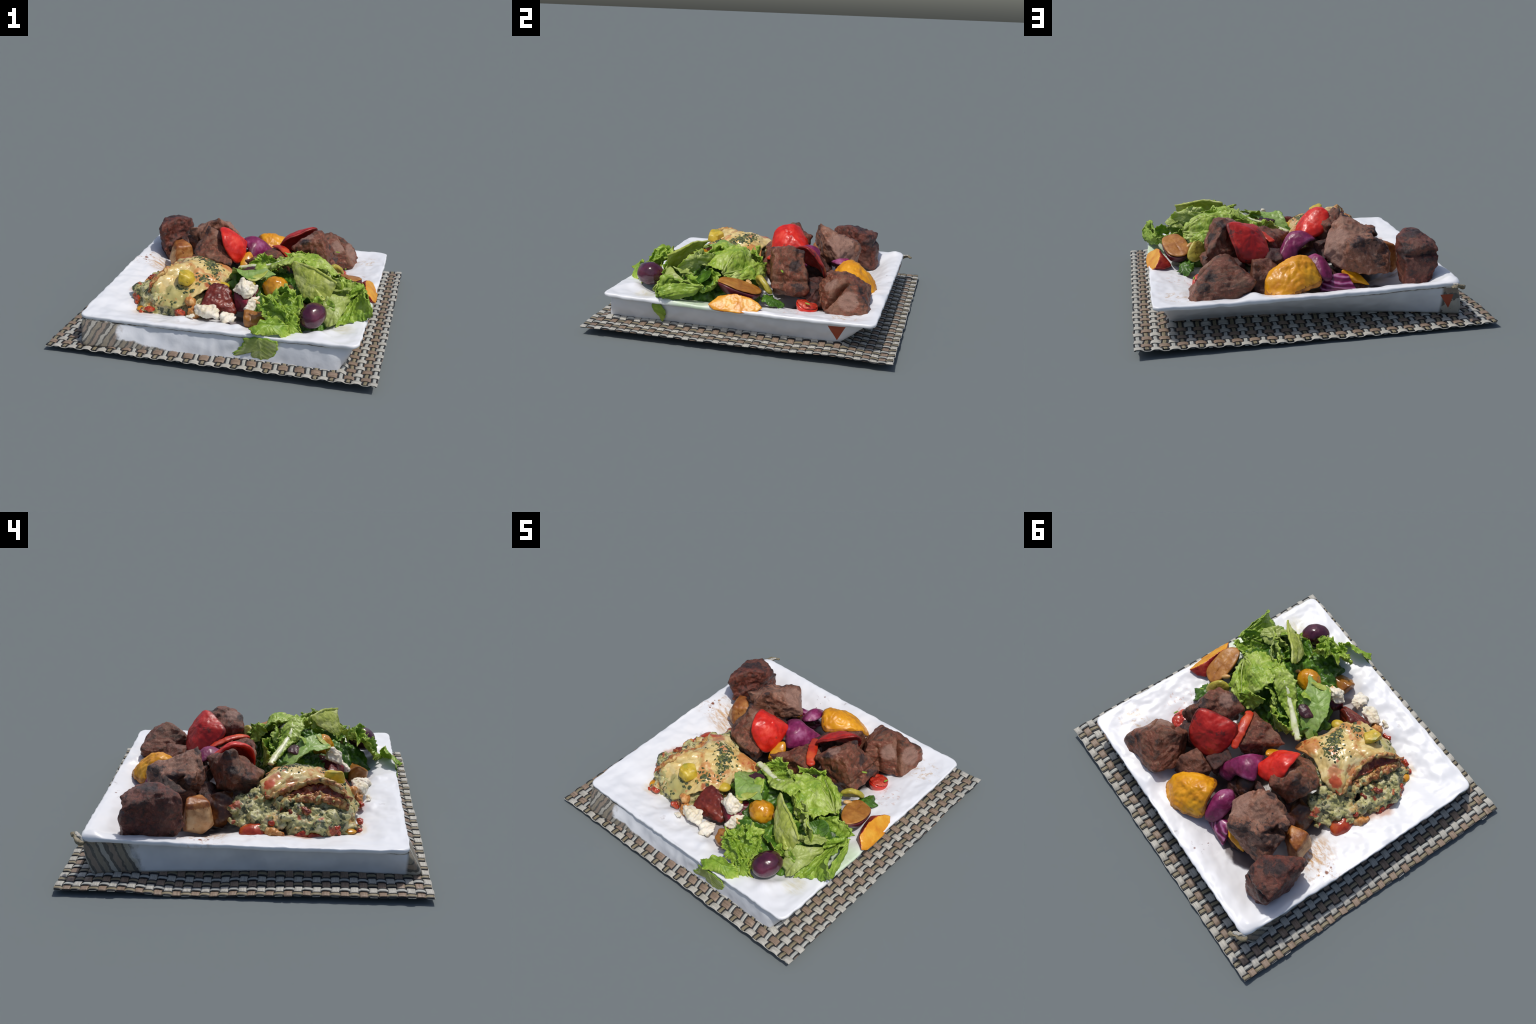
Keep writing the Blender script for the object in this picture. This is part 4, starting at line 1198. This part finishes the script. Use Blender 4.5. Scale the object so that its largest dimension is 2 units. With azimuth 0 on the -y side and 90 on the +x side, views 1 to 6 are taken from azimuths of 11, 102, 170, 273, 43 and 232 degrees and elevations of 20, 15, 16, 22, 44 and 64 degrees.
    # dark red crust and crumb at the salad side
    o = lump("roast_crust_chunk", [(-.127, -.472, .335), (-.10, -.43, .342), (-.006, -.446, .350), (-.14, -.556, .25), (.06, -.532, .2), (-.01, -.53, .25), (-.12, -.57, .18), (.07, -.49, .19), (-.05, -.42, .2), (-.15, -.5, .2),
                             (.03, -.45, .30)], SAUSAGE, soft=14, grow=1.06, relief=lumpy(71, 0.006))
    label(o, "dark red baked crust with herbs", "lasagna")


# ------------------------------------------------------------------ small things
def build_bits():
    rough = lambda s, a=0.012: (lambda v: a * ridged(v, 17, 3, s) - a * 0.4 + a * 0.5 * fbm(v, 14, 2, s + 2))

    def feta(hulls, s):
        label(lump("feta_crumble", hulls, FETA, voxel=0.0045, soft=2, relief=rough(s, 0.011)), "crumbly piece of white feta cheese", "cheese")
    feta([[(.086, -.455, .41), (.06, -.44, .35), (.18, -.452, .355), (.13, -.503, .30), (.04, -.489, .335), (.15, -.44, .37), (.12, -.43, .33), (.10, -.50, .37), (.165, -.475, .325)],
          [(.187, -.452, .368), (.15, -.44, .35), (.16, -.47, .34), (.14, -.46, .37)]], 3)
    feta([[(.176, -.516, .285), (.13, -.56, .25), (.199, -.46, .305), (.20, -.50, .27), (.14, -.51, .30), (.17, -.56, .24), (.15, -.5, .24), (.21, -.48, .24)]], 5)
    feta([[(-.171, -.612, .255), (-.14, -.57, .245), (-.051, -.568, .255), (-.01, -.60, .245), (-.07, -.65, .235), (-.16, -.64, .21), (-.1, -.58, .2), (-.02, -.63, .2), (-.11, -.62, .26)],
          [(.055, -.569, .215), (.077, -.672, .21), (-.006, -.634, .238), (.03, -.60, .24), (.09, -.62, .215), (.0, -.58, .2), (.02, -.68, .2), (.03, -.66, .225)]], 8)
    feta([[(-.19, -.65, .215), (-.22, -.66, .2), (-.17, -.68, .2), (-.15, -.66, .215), (-.2, -.63, .2)]], 9)
    o = ball("roast_golden_tomato", (.283, -.398, .343), (.078, .07, .072), GOLD, (0.2, .3, 0), n=64, relief=lambda v: 0.007 * fbm(v, 14, 2, 3) + 0.003 * ridged(v, 28, 2, 8))
    label(o, "wrinkled roasted golden tomato", "tomato")
    o = lump("beet_slice", [(.04, -.485, .32), (.07, -.5, .30), (.136, -.53, .27), (.12, -.53, .22), (.06, -.5, .2), (.15, -.42, .33), (.20, -.42, .30), (.1, -.36, .22), (.18, -.36, .33), (.05, -.42, .30)], BEET,
             soft=6, relief=rough(11, 0.003))
    label(o, "dark red slice of beet", "beet")
    o = lump("roast_brown_wedge", [(.142, -.665, .24), (.150, -.565, .245), (.188, -.677, .225), (.135, -.62, .275), (.26, -.58, .25), (.27, -.66, .19), (.15, -.66, .18), (.15, -.56, .17), (.25, -.56, .18)], BROWN_VEG,
             soft=5, relief=rough(13, 0.003))
    label(o, "glossy brown roasted vegetable wedge", "vegetable")
    o = ball("dark_olive", (.553, -.655, .303), (.074, .094, .073), OLIVE, (0.15, 0, -.45), n=64, relief=lambda v: 0.004 * fbm(v, 12, 2, 5) + 0.0012 * fbm(v, 50, 2, 7),
             cuts=[((.53, -.60, .366), (.54, -.61, .366), 0.012, 0.006)])
    label(o, "glossy dark purple olive", "olive")
    for p, rot in (((.617, .003, .325), (0, .3, .8)), ((.379, -.379, .342), (.3, 1.0, .2)), ((.183, -.507, .285), (0, .2, -.3)), ((.484, -.522, .294), (.5, .9, 0))):
        o = ball("pine_nut", p, (.031, .015, .015), NUT, rot, n=24)
        label(o, "small tan toasted pine nut", "nut")
    o = ball("brown_olive_bit", (.142, -.436, .372), (.022, .018, .02), SQUASH_GREEN, n=24)
    label(o, "small round brown green bit", "vegetable")
    for p, rot in (((.585, .20, .41), .6), ((.63, .375, .235), 1.4)):
        o = ball("herb_fleck", p, (.018, .006, .004), L_MID, (.3, .2, rot), n=16)
        label(o, "tiny green chopped herb fleck", "herb")


# ------------------------------------------------------------------ salad
def build_salad():
    root = group("lettuce_salad", (.5, -.35, .16), "loose heap of ruffled green lettuce leaves", "salad")
    add = lambda o: child(o, root)
    # dark core lump and filler leaves added so gaps read dark
    core = lump("core_filler", [(.2, -.2, .26), (.35, -.05, .30), (.5, -.02, .30), (.62, -.1, .28), (.72, -.25, .25), (.72, -.45, .22), (.6, -.55, .22), (.45, -.62, .24), (.35, -.65, .24), (.25, -.55, .22), (.45, -.3, .36), (.06, -.2, .22), (.10, -.30, .22), (.12, -.1, .24), (.25, -.40, .22), (-.02, -.2, .31), (.05, -.14, .31), (-.03, -.3, .3),
                           (.35, -.3, .34), (.55, -.35, .32), (.2, -.3, .16), (.3, -.68, .16), (.65, -.55, .16), (.7, -.1, .16), (.4, 0, .16)], L_DARK, voxel=0.008, soft=4,
                relief=lambda v: 0.03 * ridged(v, 10, 2, 81) + 0.010 * ridged(v, 25, 2, 84) - 0.015)
    add(core)
    rng = np.random.RandomState(12)
    for i in range(16):
        c = A((rng.uniform(.26, .70), rng.uniform(-.62, -.08), rng.uniform(.26, .33)))
        if c[0] > .6 and c[1] > -.2 or (c[0] < .36 and c[1] < -.3):
            continue
        ax = rng.normal(size=3) * A((1, 1, .45))
        ax /= np.linalg.norm(ax)
        nb = np.cross(ax, rng.normal(size=3))
        nb /= np.linalg.norm(nb)
        L = rng.uniform(.05, .085)
        ol = [c + L * (math.cos(t) * ax + .75 * math.sin(t) * nb) for t in np.linspace(0, 2 * np.pi, 9)[:-1]]
        add(cap("lettuce_leaf", ol, c + rng.normal(size=3) * .012, (L_DARK, L_MID, L_DARK)[i % 3], 0.005, margin=L_MID, nt=110, nr=16, ruffle=0.028, rufflef=24, jag=0.12, jagf=50, seed=i + 3, veins=(ax, .03, .003), pucker=.004))

    # tall pale leaf, broad side to the front
    add(cap("lettuce_leaf", [(.37, -.328, .502), (.41, -.36, .505), (.455, -.387, .506), (.52, -.415, .499), (.60, -.46, .475), (.658, -.503, .46), (.64, -.515, .40), (.624, -.525, .350), (.585, -.545, .355), (.54, -.53, .32), (.488, -.512, .325),
                      (.45, -.48, .36), (.415, -.43, .40), (.38, -.37, .45)], (.515, -.478, .425), L_YELLOW, 0.007, nt=160, nr=26, ruffle=0.006, rufflef=14, jag=0.03, jagf=60, veins=((.6, -.1, .7), .05, .0012), pucker=.005, seed=2, flip=False))
    add(tube("leaf_rib", [(.372, -.325, .500), (.455, -.388, .509), (.52, -.417, .500), (.60, -.462, .478), (.66, -.505, .462)], [0.006, 0.007, 0.008, 0.009, 0.007], L_YELLOW, n=50, rough=0.003))
    # ruffled leaf facing the back, behind the tall one
    add(cap("lettuce_leaf", [(.47, -.335, .43), (.50, -.33, .475), (.573, -.34, .494), (.62, -.365, .465), (.665, -.42, .435), (.685, -.44, .39), (.66, -.40, .36), (.60, -.36, .35), (.53, -.33, .37)], (.585, -.345, .43), L_PALE, 0.006, margin=L_LIME,
            nt=140, nr=22, ruffle=0.03, rufflef=20, jag=0.12, jagf=45, seed=4, veins=((.3, -.2, 1), .035, .003), pucker=.004))
    add(cap("lettuce_leaf", [(.69, -.46, .40), (.735, -.40, .392), (.73, -.35, .375), (.68, -.33, .36), (.63, -.36, .37), (.63, -.42, .38)], (.69, -.395, .385), L_PALE, 0.006, nt=100, nr=18, ruffle=0.018, rufflef=22, jag=0.08, seed=6, pucker=.004,
            veins=((1, 0, 0), .03, .003)))
    # big double lobed leaf
    grid = [[(.623, -.223, .404), (.60, -.262, .395), (.555, -.292, .395), (.45, -.285, .44), (.36, -.222, .472)],
            [(.642, -.185, .39), (.56, -.20, .448), (.495, -.185, .46), (.42, -.165, .478), (.337, -.155, .482)],
            [(.644, -.158, .374), (.535, -.125, .462), (.47, -.09, .478), (.413, -.085, .466), (.335, -.08, .455)],
            [(.645, -.15, .358), (.585, -.10, .345), (.51, -.06, .362), (.43, -.018, .378), (.37, -.0, .385)],
            [(.645, -.142, .360), (.576, -.058, .382), (.5, -.008, .408), (.43, .034, .404), (.375, .055, .38)],
            [(.642, -.13, .34), (.60, -.03, .335), (.551, .022, .328), (.46, .055, .325), (.40, .062, .30)]]
    add(sheet("lettuce_leaf", grid, L_BRIGHT, 0.006, 110, 90, ruffle=0.018, rufflef=24, vein=0.003, vein_u=13, pucker=0.007, seed=8, ragged=0.12))
    for a_, b_, c_ in (((.642, -.158, .372), (.55, -.07, .382), (.43, .012, .395)), ((.642, -.16, .378), (.56, -.175, .452), (.42, -.165, .480)), ((.64, -.15, .36), (.575, -.04, .372), (.46, .035, .375)),
                       ((.643, -.158, .376), (.535, -.13, .465), (.42, -.10, .474))):
        add(tube("leaf_rib", [a_, A(b_) + A((0, 0, -.001)), A(c_) - A((0, 0, .004))], [0.007, 0.004, 0.002], L_PALE, n=30))
    # cup shaped leaf below it
    cup = [[(.60, -.255, .39), (.657, -.18, .378), (.745, -.168, .362), (.822, -.19, .34)],
           [(.585, -.27, .32), (.645, -.215, .305), (.72, -.195, .30), (.80, -.21, .315)],
           [(.58, -.32, .285), (.64, -.285, .27), (.70, -.265, .27), (.785, -.25, .30)],
           [(.60, -.38, .32), (.66, -.36, .312), (.72, -.315, .317), (.79, -.265, .325)]]
    add(sheet("lettuce_leaf", cup, L_MID, 0.006, 70, 80, ruffle=0.022, rufflef=30, vein=0.004, nvein=7, pucker=0.006, seed=10, ragged=0.1))
    add(cap("lettuce_leaf", [(.56, -.30, .35), (.62, -.24, .375), (.67, -.24, .345), (.67, -.29, .31), (.62, -.33, .30)], (.612, -.275, .335), L_DARK, 0.006, nt=80, nr=14, veins=((0, .3, 1), .018, .003), seed=12))
    # narrow leaf with the white stem end
    spine = A([(-.01, -.097, .336), (.065, -.125, .362), (.136, -.16, .386), (.20, -.185, .408), (.255, -.21, .44), (.31, -.22, .474), (.375, -.225, .492), (.44, -.235, .482)])
    half = [.018, .024, .032, .05, .065, .07, .06, .05]
    lf, md, rt = [], [], []
    for i, p in enumerate(spine):
        t = spine[min(i + 1, 7)] - spine[max(i - 1, 0)]
        sd = np.cross(t, (0, 0, 1.0))
        sd /= np.linalg.norm(sd)
        lf.append(p + sd * half[i] - A((0, 0, .3 * half[i])))
        rt.append(p - sd * half[i] - A((0, 0, .55 * half[i])))
        md.append(p)
    add(sheet("lettuce_leaf", [lf, [(a + b) / 2 + A((0, 0, .004)) for a, b in zip(lf, md)], md, [(a + b) / 2 + A((0, 0, .004)) for a, b in zip(rt, md)], rt], L_BRIGHT, 0.007, 60, 110, ruffle=0.02, rufflef=28, pucker=0.005, vein=.003, nvein=12, seed=14, ragged=.1))
    add(tube("leaf_rib", spine[:6] + A((0, 0, .004)), [0.019, 0.022, 0.017, 0.013, 0.009, 0.004], RIB, n=60, flat=0.55, rough=0.003))
    # soft green leaf arching over the lasagna
    add(cap("lettuce_leaf", [(-.007, -.32, .422), (.04, -.37, .41), (.109, -.432, .397), (.15, -.44, .40), (.182, -.425, .396), (.235, -.40, .42), (.278, -.385, .425), (.225, -.34, .435), (.19, -.29, .42), (.15, -.24, .395), (.08, -.178, .352),
                      (.02, -.16, .32), (-.045, -.168, .296), (-.035, -.21, .34), (-.022, -.27, .388)], (.094, -.316, .405), L_GREY, 0.006, nt=150, nr=22, ruffle=0.010, rufflef=18, jag=0.05, jagf=40, veins=((1, -.6, .1), .05, .0035), seed=16, pucker=.003))
    add(cap("lettuce_leaf", [(.11, -.435, .398), (.16, -.45, .395), (.20, -.41, .41), (.225, -.36, .435), (.17, -.385, .412)], (.165, -.41, .412), L_YELLOW, 0.005, nt=70, nr=10, ruffle=.008, seed=17, pucker=.003))
    add(cap("lettuce_leaf", [(.04, -.25, .385), (.09, -.19, .385), (.15, -.22, .395), (.11, -.27, .395)], (.095, -.228, .398), L_PURPLE, 0.006, nt=70, nr=10, ruffle=.014, seed=18, pucker=.004))
    add(cap("lettuce_leaf", [(.12, -.29, .42), (.18, -.26, .435), (.22, -.31, .41), (.20, -.345, .36), (.16, -.33, .385)], (.17, -.30, .42), L_BRIGHT, 0.006, nt=70, nr=12, ruffle=.018, jag=.1, seed=19, pucker=.004))
    # frizzy leaf at the front, beside the olive
    frizz = [(.272, -.686, .408), (.30, -.62, .40), (.34, -.57, .405), (.397, -.54, .418), (.44, -.555, .375), (.46, -.62, .37), (.485, -.71, .31), (.478, -.755, .2), (.41, -.76, .215), (.33, -.748, .255), (.238, -.704, .315)]
    add(cap("lettuce_leaf", frizz, (.365, -.665, .335), L_MID, 0.006, margin=L_LIME, nt=300, nr=34, ruffle=0.042, rufflef=30, jag=0.12, jagf=55, seed=21, veins=((.2, -.6, .6), .035, .004), pucker=.012))
    add(cap("lettuce_leaf", [(.36, -.66, .41), (.40, -.62, .435), (.44, -.585, .40), (.42, -.57, .35), (.36, -.60, .36), (.33, -.65, .37)], (.39, -.61, .385), L_EDGE, 0.005, margin=L_LIME, nt=180, nr=18, ruffle=0.03, rufflef=34, jag=0.14, jagf=60, seed=23, pucker=.006))
    add(cap("lettuce_leaf", [(.40, -.74, .24), (.42, -.70, .31), (.465, -.71, .31), (.49, -.745, .22), (.45, -.775, .19)], (.445, -.74, .26), L_EDGE, 0.005, margin=L_LIME, nt=180, nr=18, ruffle=0.034, rufflef=36, jag=0.14, jagf=60, seed=25, pucker=.006))
    add(cap("lettuce_leaf", [(.30, -.71, .30), (.33, -.66, .36), (.39, -.68, .33), (.40, -.72, .27), (.34, -.745, .25)], (.352, -.70, .315), L_EDGE, 0.005, margin=L_LIME, nt=180, nr=18, ruffle=0.034, rufflef=36, jag=0.14, jagf=60, seed=26, pucker=.006))
    add(cap("lettuce_leaf", [(.535, -.56, .36), (.565, -.545, .385), (.59, -.56, .35), (.57, -.58, .30), (.53, -.57, .29)], (.557, -.557, .345), L_EDGE, 0.005, nt=100, nr=12, ruffle=0.022, rufflef=36, jag=0.1, seed=27))
    # leaf lying on the front rim
    add(cap("lettuce_leaf", [(.215, -.858, .262), (.25, -.825, .282), (.30, -.79, .30), (.375, -.785, .31), (.43, -.765, .27), (.45, -.79, .22), (.40, -.835, .225), (.373, -.845, .24), (.30, -.865, .238), (.25, -.875, .245)], (.33, -.815, .285), L_EDGE, 0.006, margin=L_LIME,
            nt=160, nr=18, ruffle=0.024, rufflef=26, jag=0.10, jagf=50, seed=29, veins=((1, .2, 0), .03, .003), pucker=.004))
    # narrow frilled leaf edges standing up in the heap
    for (sp, w, up, mt, sd) in (([(.33, -.215, .465), (.40, -.25, .455), (.47, -.30, .435), (.535, -.345, .425)], .030, (.2, -.3, 1), L_BRIGHT, 61),
                                ([(.62, -.40, .42), (.585, -.345, .435), (.53, -.29, .425), (.47, -.26, .42)], .034, (.3, .2, 1), L_PALE, 62),
                                ([(.42, -.66, .40), (.40, -.63, .43), (.37, -.60, .42), (.33, -.58, .40)], .026, (.1, -.2, 1), L_EDGE, 63),
                                ([(.30, -.69, .385), (.33, -.71, .34), (.385, -.715, .32), (.42, -.74, .27)], .028, (.0, -.7, .8), L_EDGE, 64),
                                ([(.45, -.60, .39), (.47, -.65, .35), (.46, -.70, .31)], .026, (.5, -.3, .8), L_MID, 65),
                                ([(.56, -.44, .33), (.61, -.42, .355), (.67, -.38, .36), (.72, -.34, .34)], .026, (.2, -.4, 1), L_PALE, 66),
                                ([(.72, -.36, .33), (.77, -.32, .36), (.80, -.27, .36)], .024, (.3, -.3, 1), L_EDGE, 67),
                                ([(.24, -.10, .40), (.30, -.13, .43), (.36, -.12, .45)], .026, (-.3, .3, 1), L_BRIGHT, 68),
                                ([(.14, -.14, .34), (.18, -.10, .36), (.23, -.08, .38)], .03, (0, .2, 1), L_MID, 69)):
        C = A(sp)
        U = A(up, float) / np.linalg.norm(up)
        sidev = np.cross(C[-1] - C[0], U)
        sidev /= np.linalg.norm(sidev)
        add(sheet("lettuce_leaf", [C - U * w * 1.2 + sidev * .012, C - U * w * .4, C + U * w * .3 + sidev * .004, C + U * w - sidev * .012], mt, 0.005, 34, 120, ruffle=0.020, rufflef=34, pucker=0.005, seed=sd, ragged=.12))
    # thin leaf shapes standing in for the scan's green smears on the wall
    add(cap("lettuce_leaf", [(.20, -.853, .195), (.28, -.857, .212), (.365, -.857, .208), (.385, -.851, .15), (.365, -.846, .10), (.325, -.842, .048), (.285, -.844, .07), (.24, -.845, .075), (.225, -.848, .12), (.16, -.844, .085), (.12, -.842, .078), (.17, -.848, .14)],
            (.285, -.850, .14), L_PALE, 0.012, margin=L_EDGE, nt=140, nr=16, jag=.14, jagf=40, ruffle=.002, seed=51, veins=((.1, 0, -1), .03, .002)))
    add(cap("lettuce_leaf", [(.836, -.545, .20), (.840, -.50, .205), (.822, -.465, .16), (.804, -.468, .125), (.780, -.488, .085), (.775, -.50, .075), (.797, -.515, .115), (.815, -.54, .15)],
            (.816, -.505, .145), L_EDGE, 0.012, nt=120, nr=14, jag=.14, jagf=50, ruffle=.004, seed=53))
    # pale folded leaf right of the olive
    add(cap("lettuce_leaf", [(.619, -.513, .385), (.66, -.475, .38), (.70, -.42, .35), (.73, -.37, .315), (.735, -.43, .295), (.718, -.512, .284), (.70, -.58, .262), (.665, -.60, .235), (.625, -.592, .213), (.60, -.57, .28), (.595, -.545, .34)],
            (.668, -.515, .335), L_PALE, 0.006, nt=140, nr=22, ruffle=0.016, rufflef=22, jag=0.06, jagf=40, seed=31, veins=((.6, .9, 0), .03, .003), pucker=.005))
    # wide leaf hanging over the right rim
    wide = [[(.672, -.582, .213), (.75, -.545, .222), (.83, -.515, .24), (.888, -.50, .262)],
            [(.68, -.5, .25), (.75, -.46, .268), (.815, -.465, .31), (.878, -.505, .315)],
            [(.70, -.41, .275), (.76, -.39, .295), (.81, -.405, .34), (.838, -.478, .392)],
            [(.73, -.33, .28), (.77, -.32, .30), (.805, -.33, .345), (.822, -.36, .36)],
            [(.75, -.25, .28), (.78, -.245, .305), (.803, -.24, .335), (.812, -.25, .345)]]
    add(sheet("lettuce_leaf", wide, L_MID, 0.006, 90, 80, ruffle=0.018, rufflef=24, vein=0.004, nvein=6, pucker=0.006, seed=33, ragged=.08))
    outer = [[(.75, -.28, .30), (.79, -.24, .34), (.815, -.22, .34)], [(.80, -.30, .27), (.835, -.29, .30), (.83, -.33, .345)], [(.83, -.38, .25), (.86, -.40, .28), (.85, -.42, .345)], [(.84, -.47, .24), (.885, -.49, .27), (.868, -.50, .32)]]
    add(sheet("lettuce_leaf", outer, L_MID, 0.006, 70, 40, ruffle=0.014, rufflef=26, vein=0.003, nvein=6, pucker=0.006, seed=35, ragged=.08))
    # curly tufts near the meat
    add(cap("lettuce_leaf", [(.05, -.097, .372), (.08, -.06, .41), (.11, -.045, .435), (.18, -.055, .43), (.24, -.085, .405), (.245, -.095, .36), (.20, -.07, .255), (.14, -.06, .28), (.09, -.08, .30)], (.16, -.055, .365), L_EDGE, 0.006, margin=L_LIME,
            nt=180, nr=22, ruffle=0.034, rufflef=28, jag=0.12, jagf=55, seed=37, veins=((.2, 0, 1), .03, .003), pucker=.007))
    add(cap("lettuce_leaf", [(.29, -.07, .44), (.33, -.03, .455), (.40, .0, .46), (.43, .03, .42), (.38, .05, .37), (.31, .0, .36)], (.36, .0, .425), L_EDGE, 0.006, margin=L_LIME, nt=140, nr=18, ruffle=0.03, rufflef=26, jag=0.12, jagf=55, seed=39, pucker=.006))
    add(cap("lettuce_leaf", [(.685, .205, .208), (.70, .15, .22), (.68, .09, .25), (.62, .10, .255), (.60, .14, .255), (.62, .20, .225), (.65, .23, .205)], (.655, .15, .25), L_DARK, 0.006, nt=140, nr=18, ruffle=0.024, rufflef=30, jag=0.12, jagf=55, seed=41, pucker=.005))


build_mat()
build_plate()
build_meat()
build_vegetables()
build_lasagna()
build_bits()
build_salad()
for o in bpy.data.objects:
    if o.type == "EMPTY":
        o.empty_display_size = 0.02
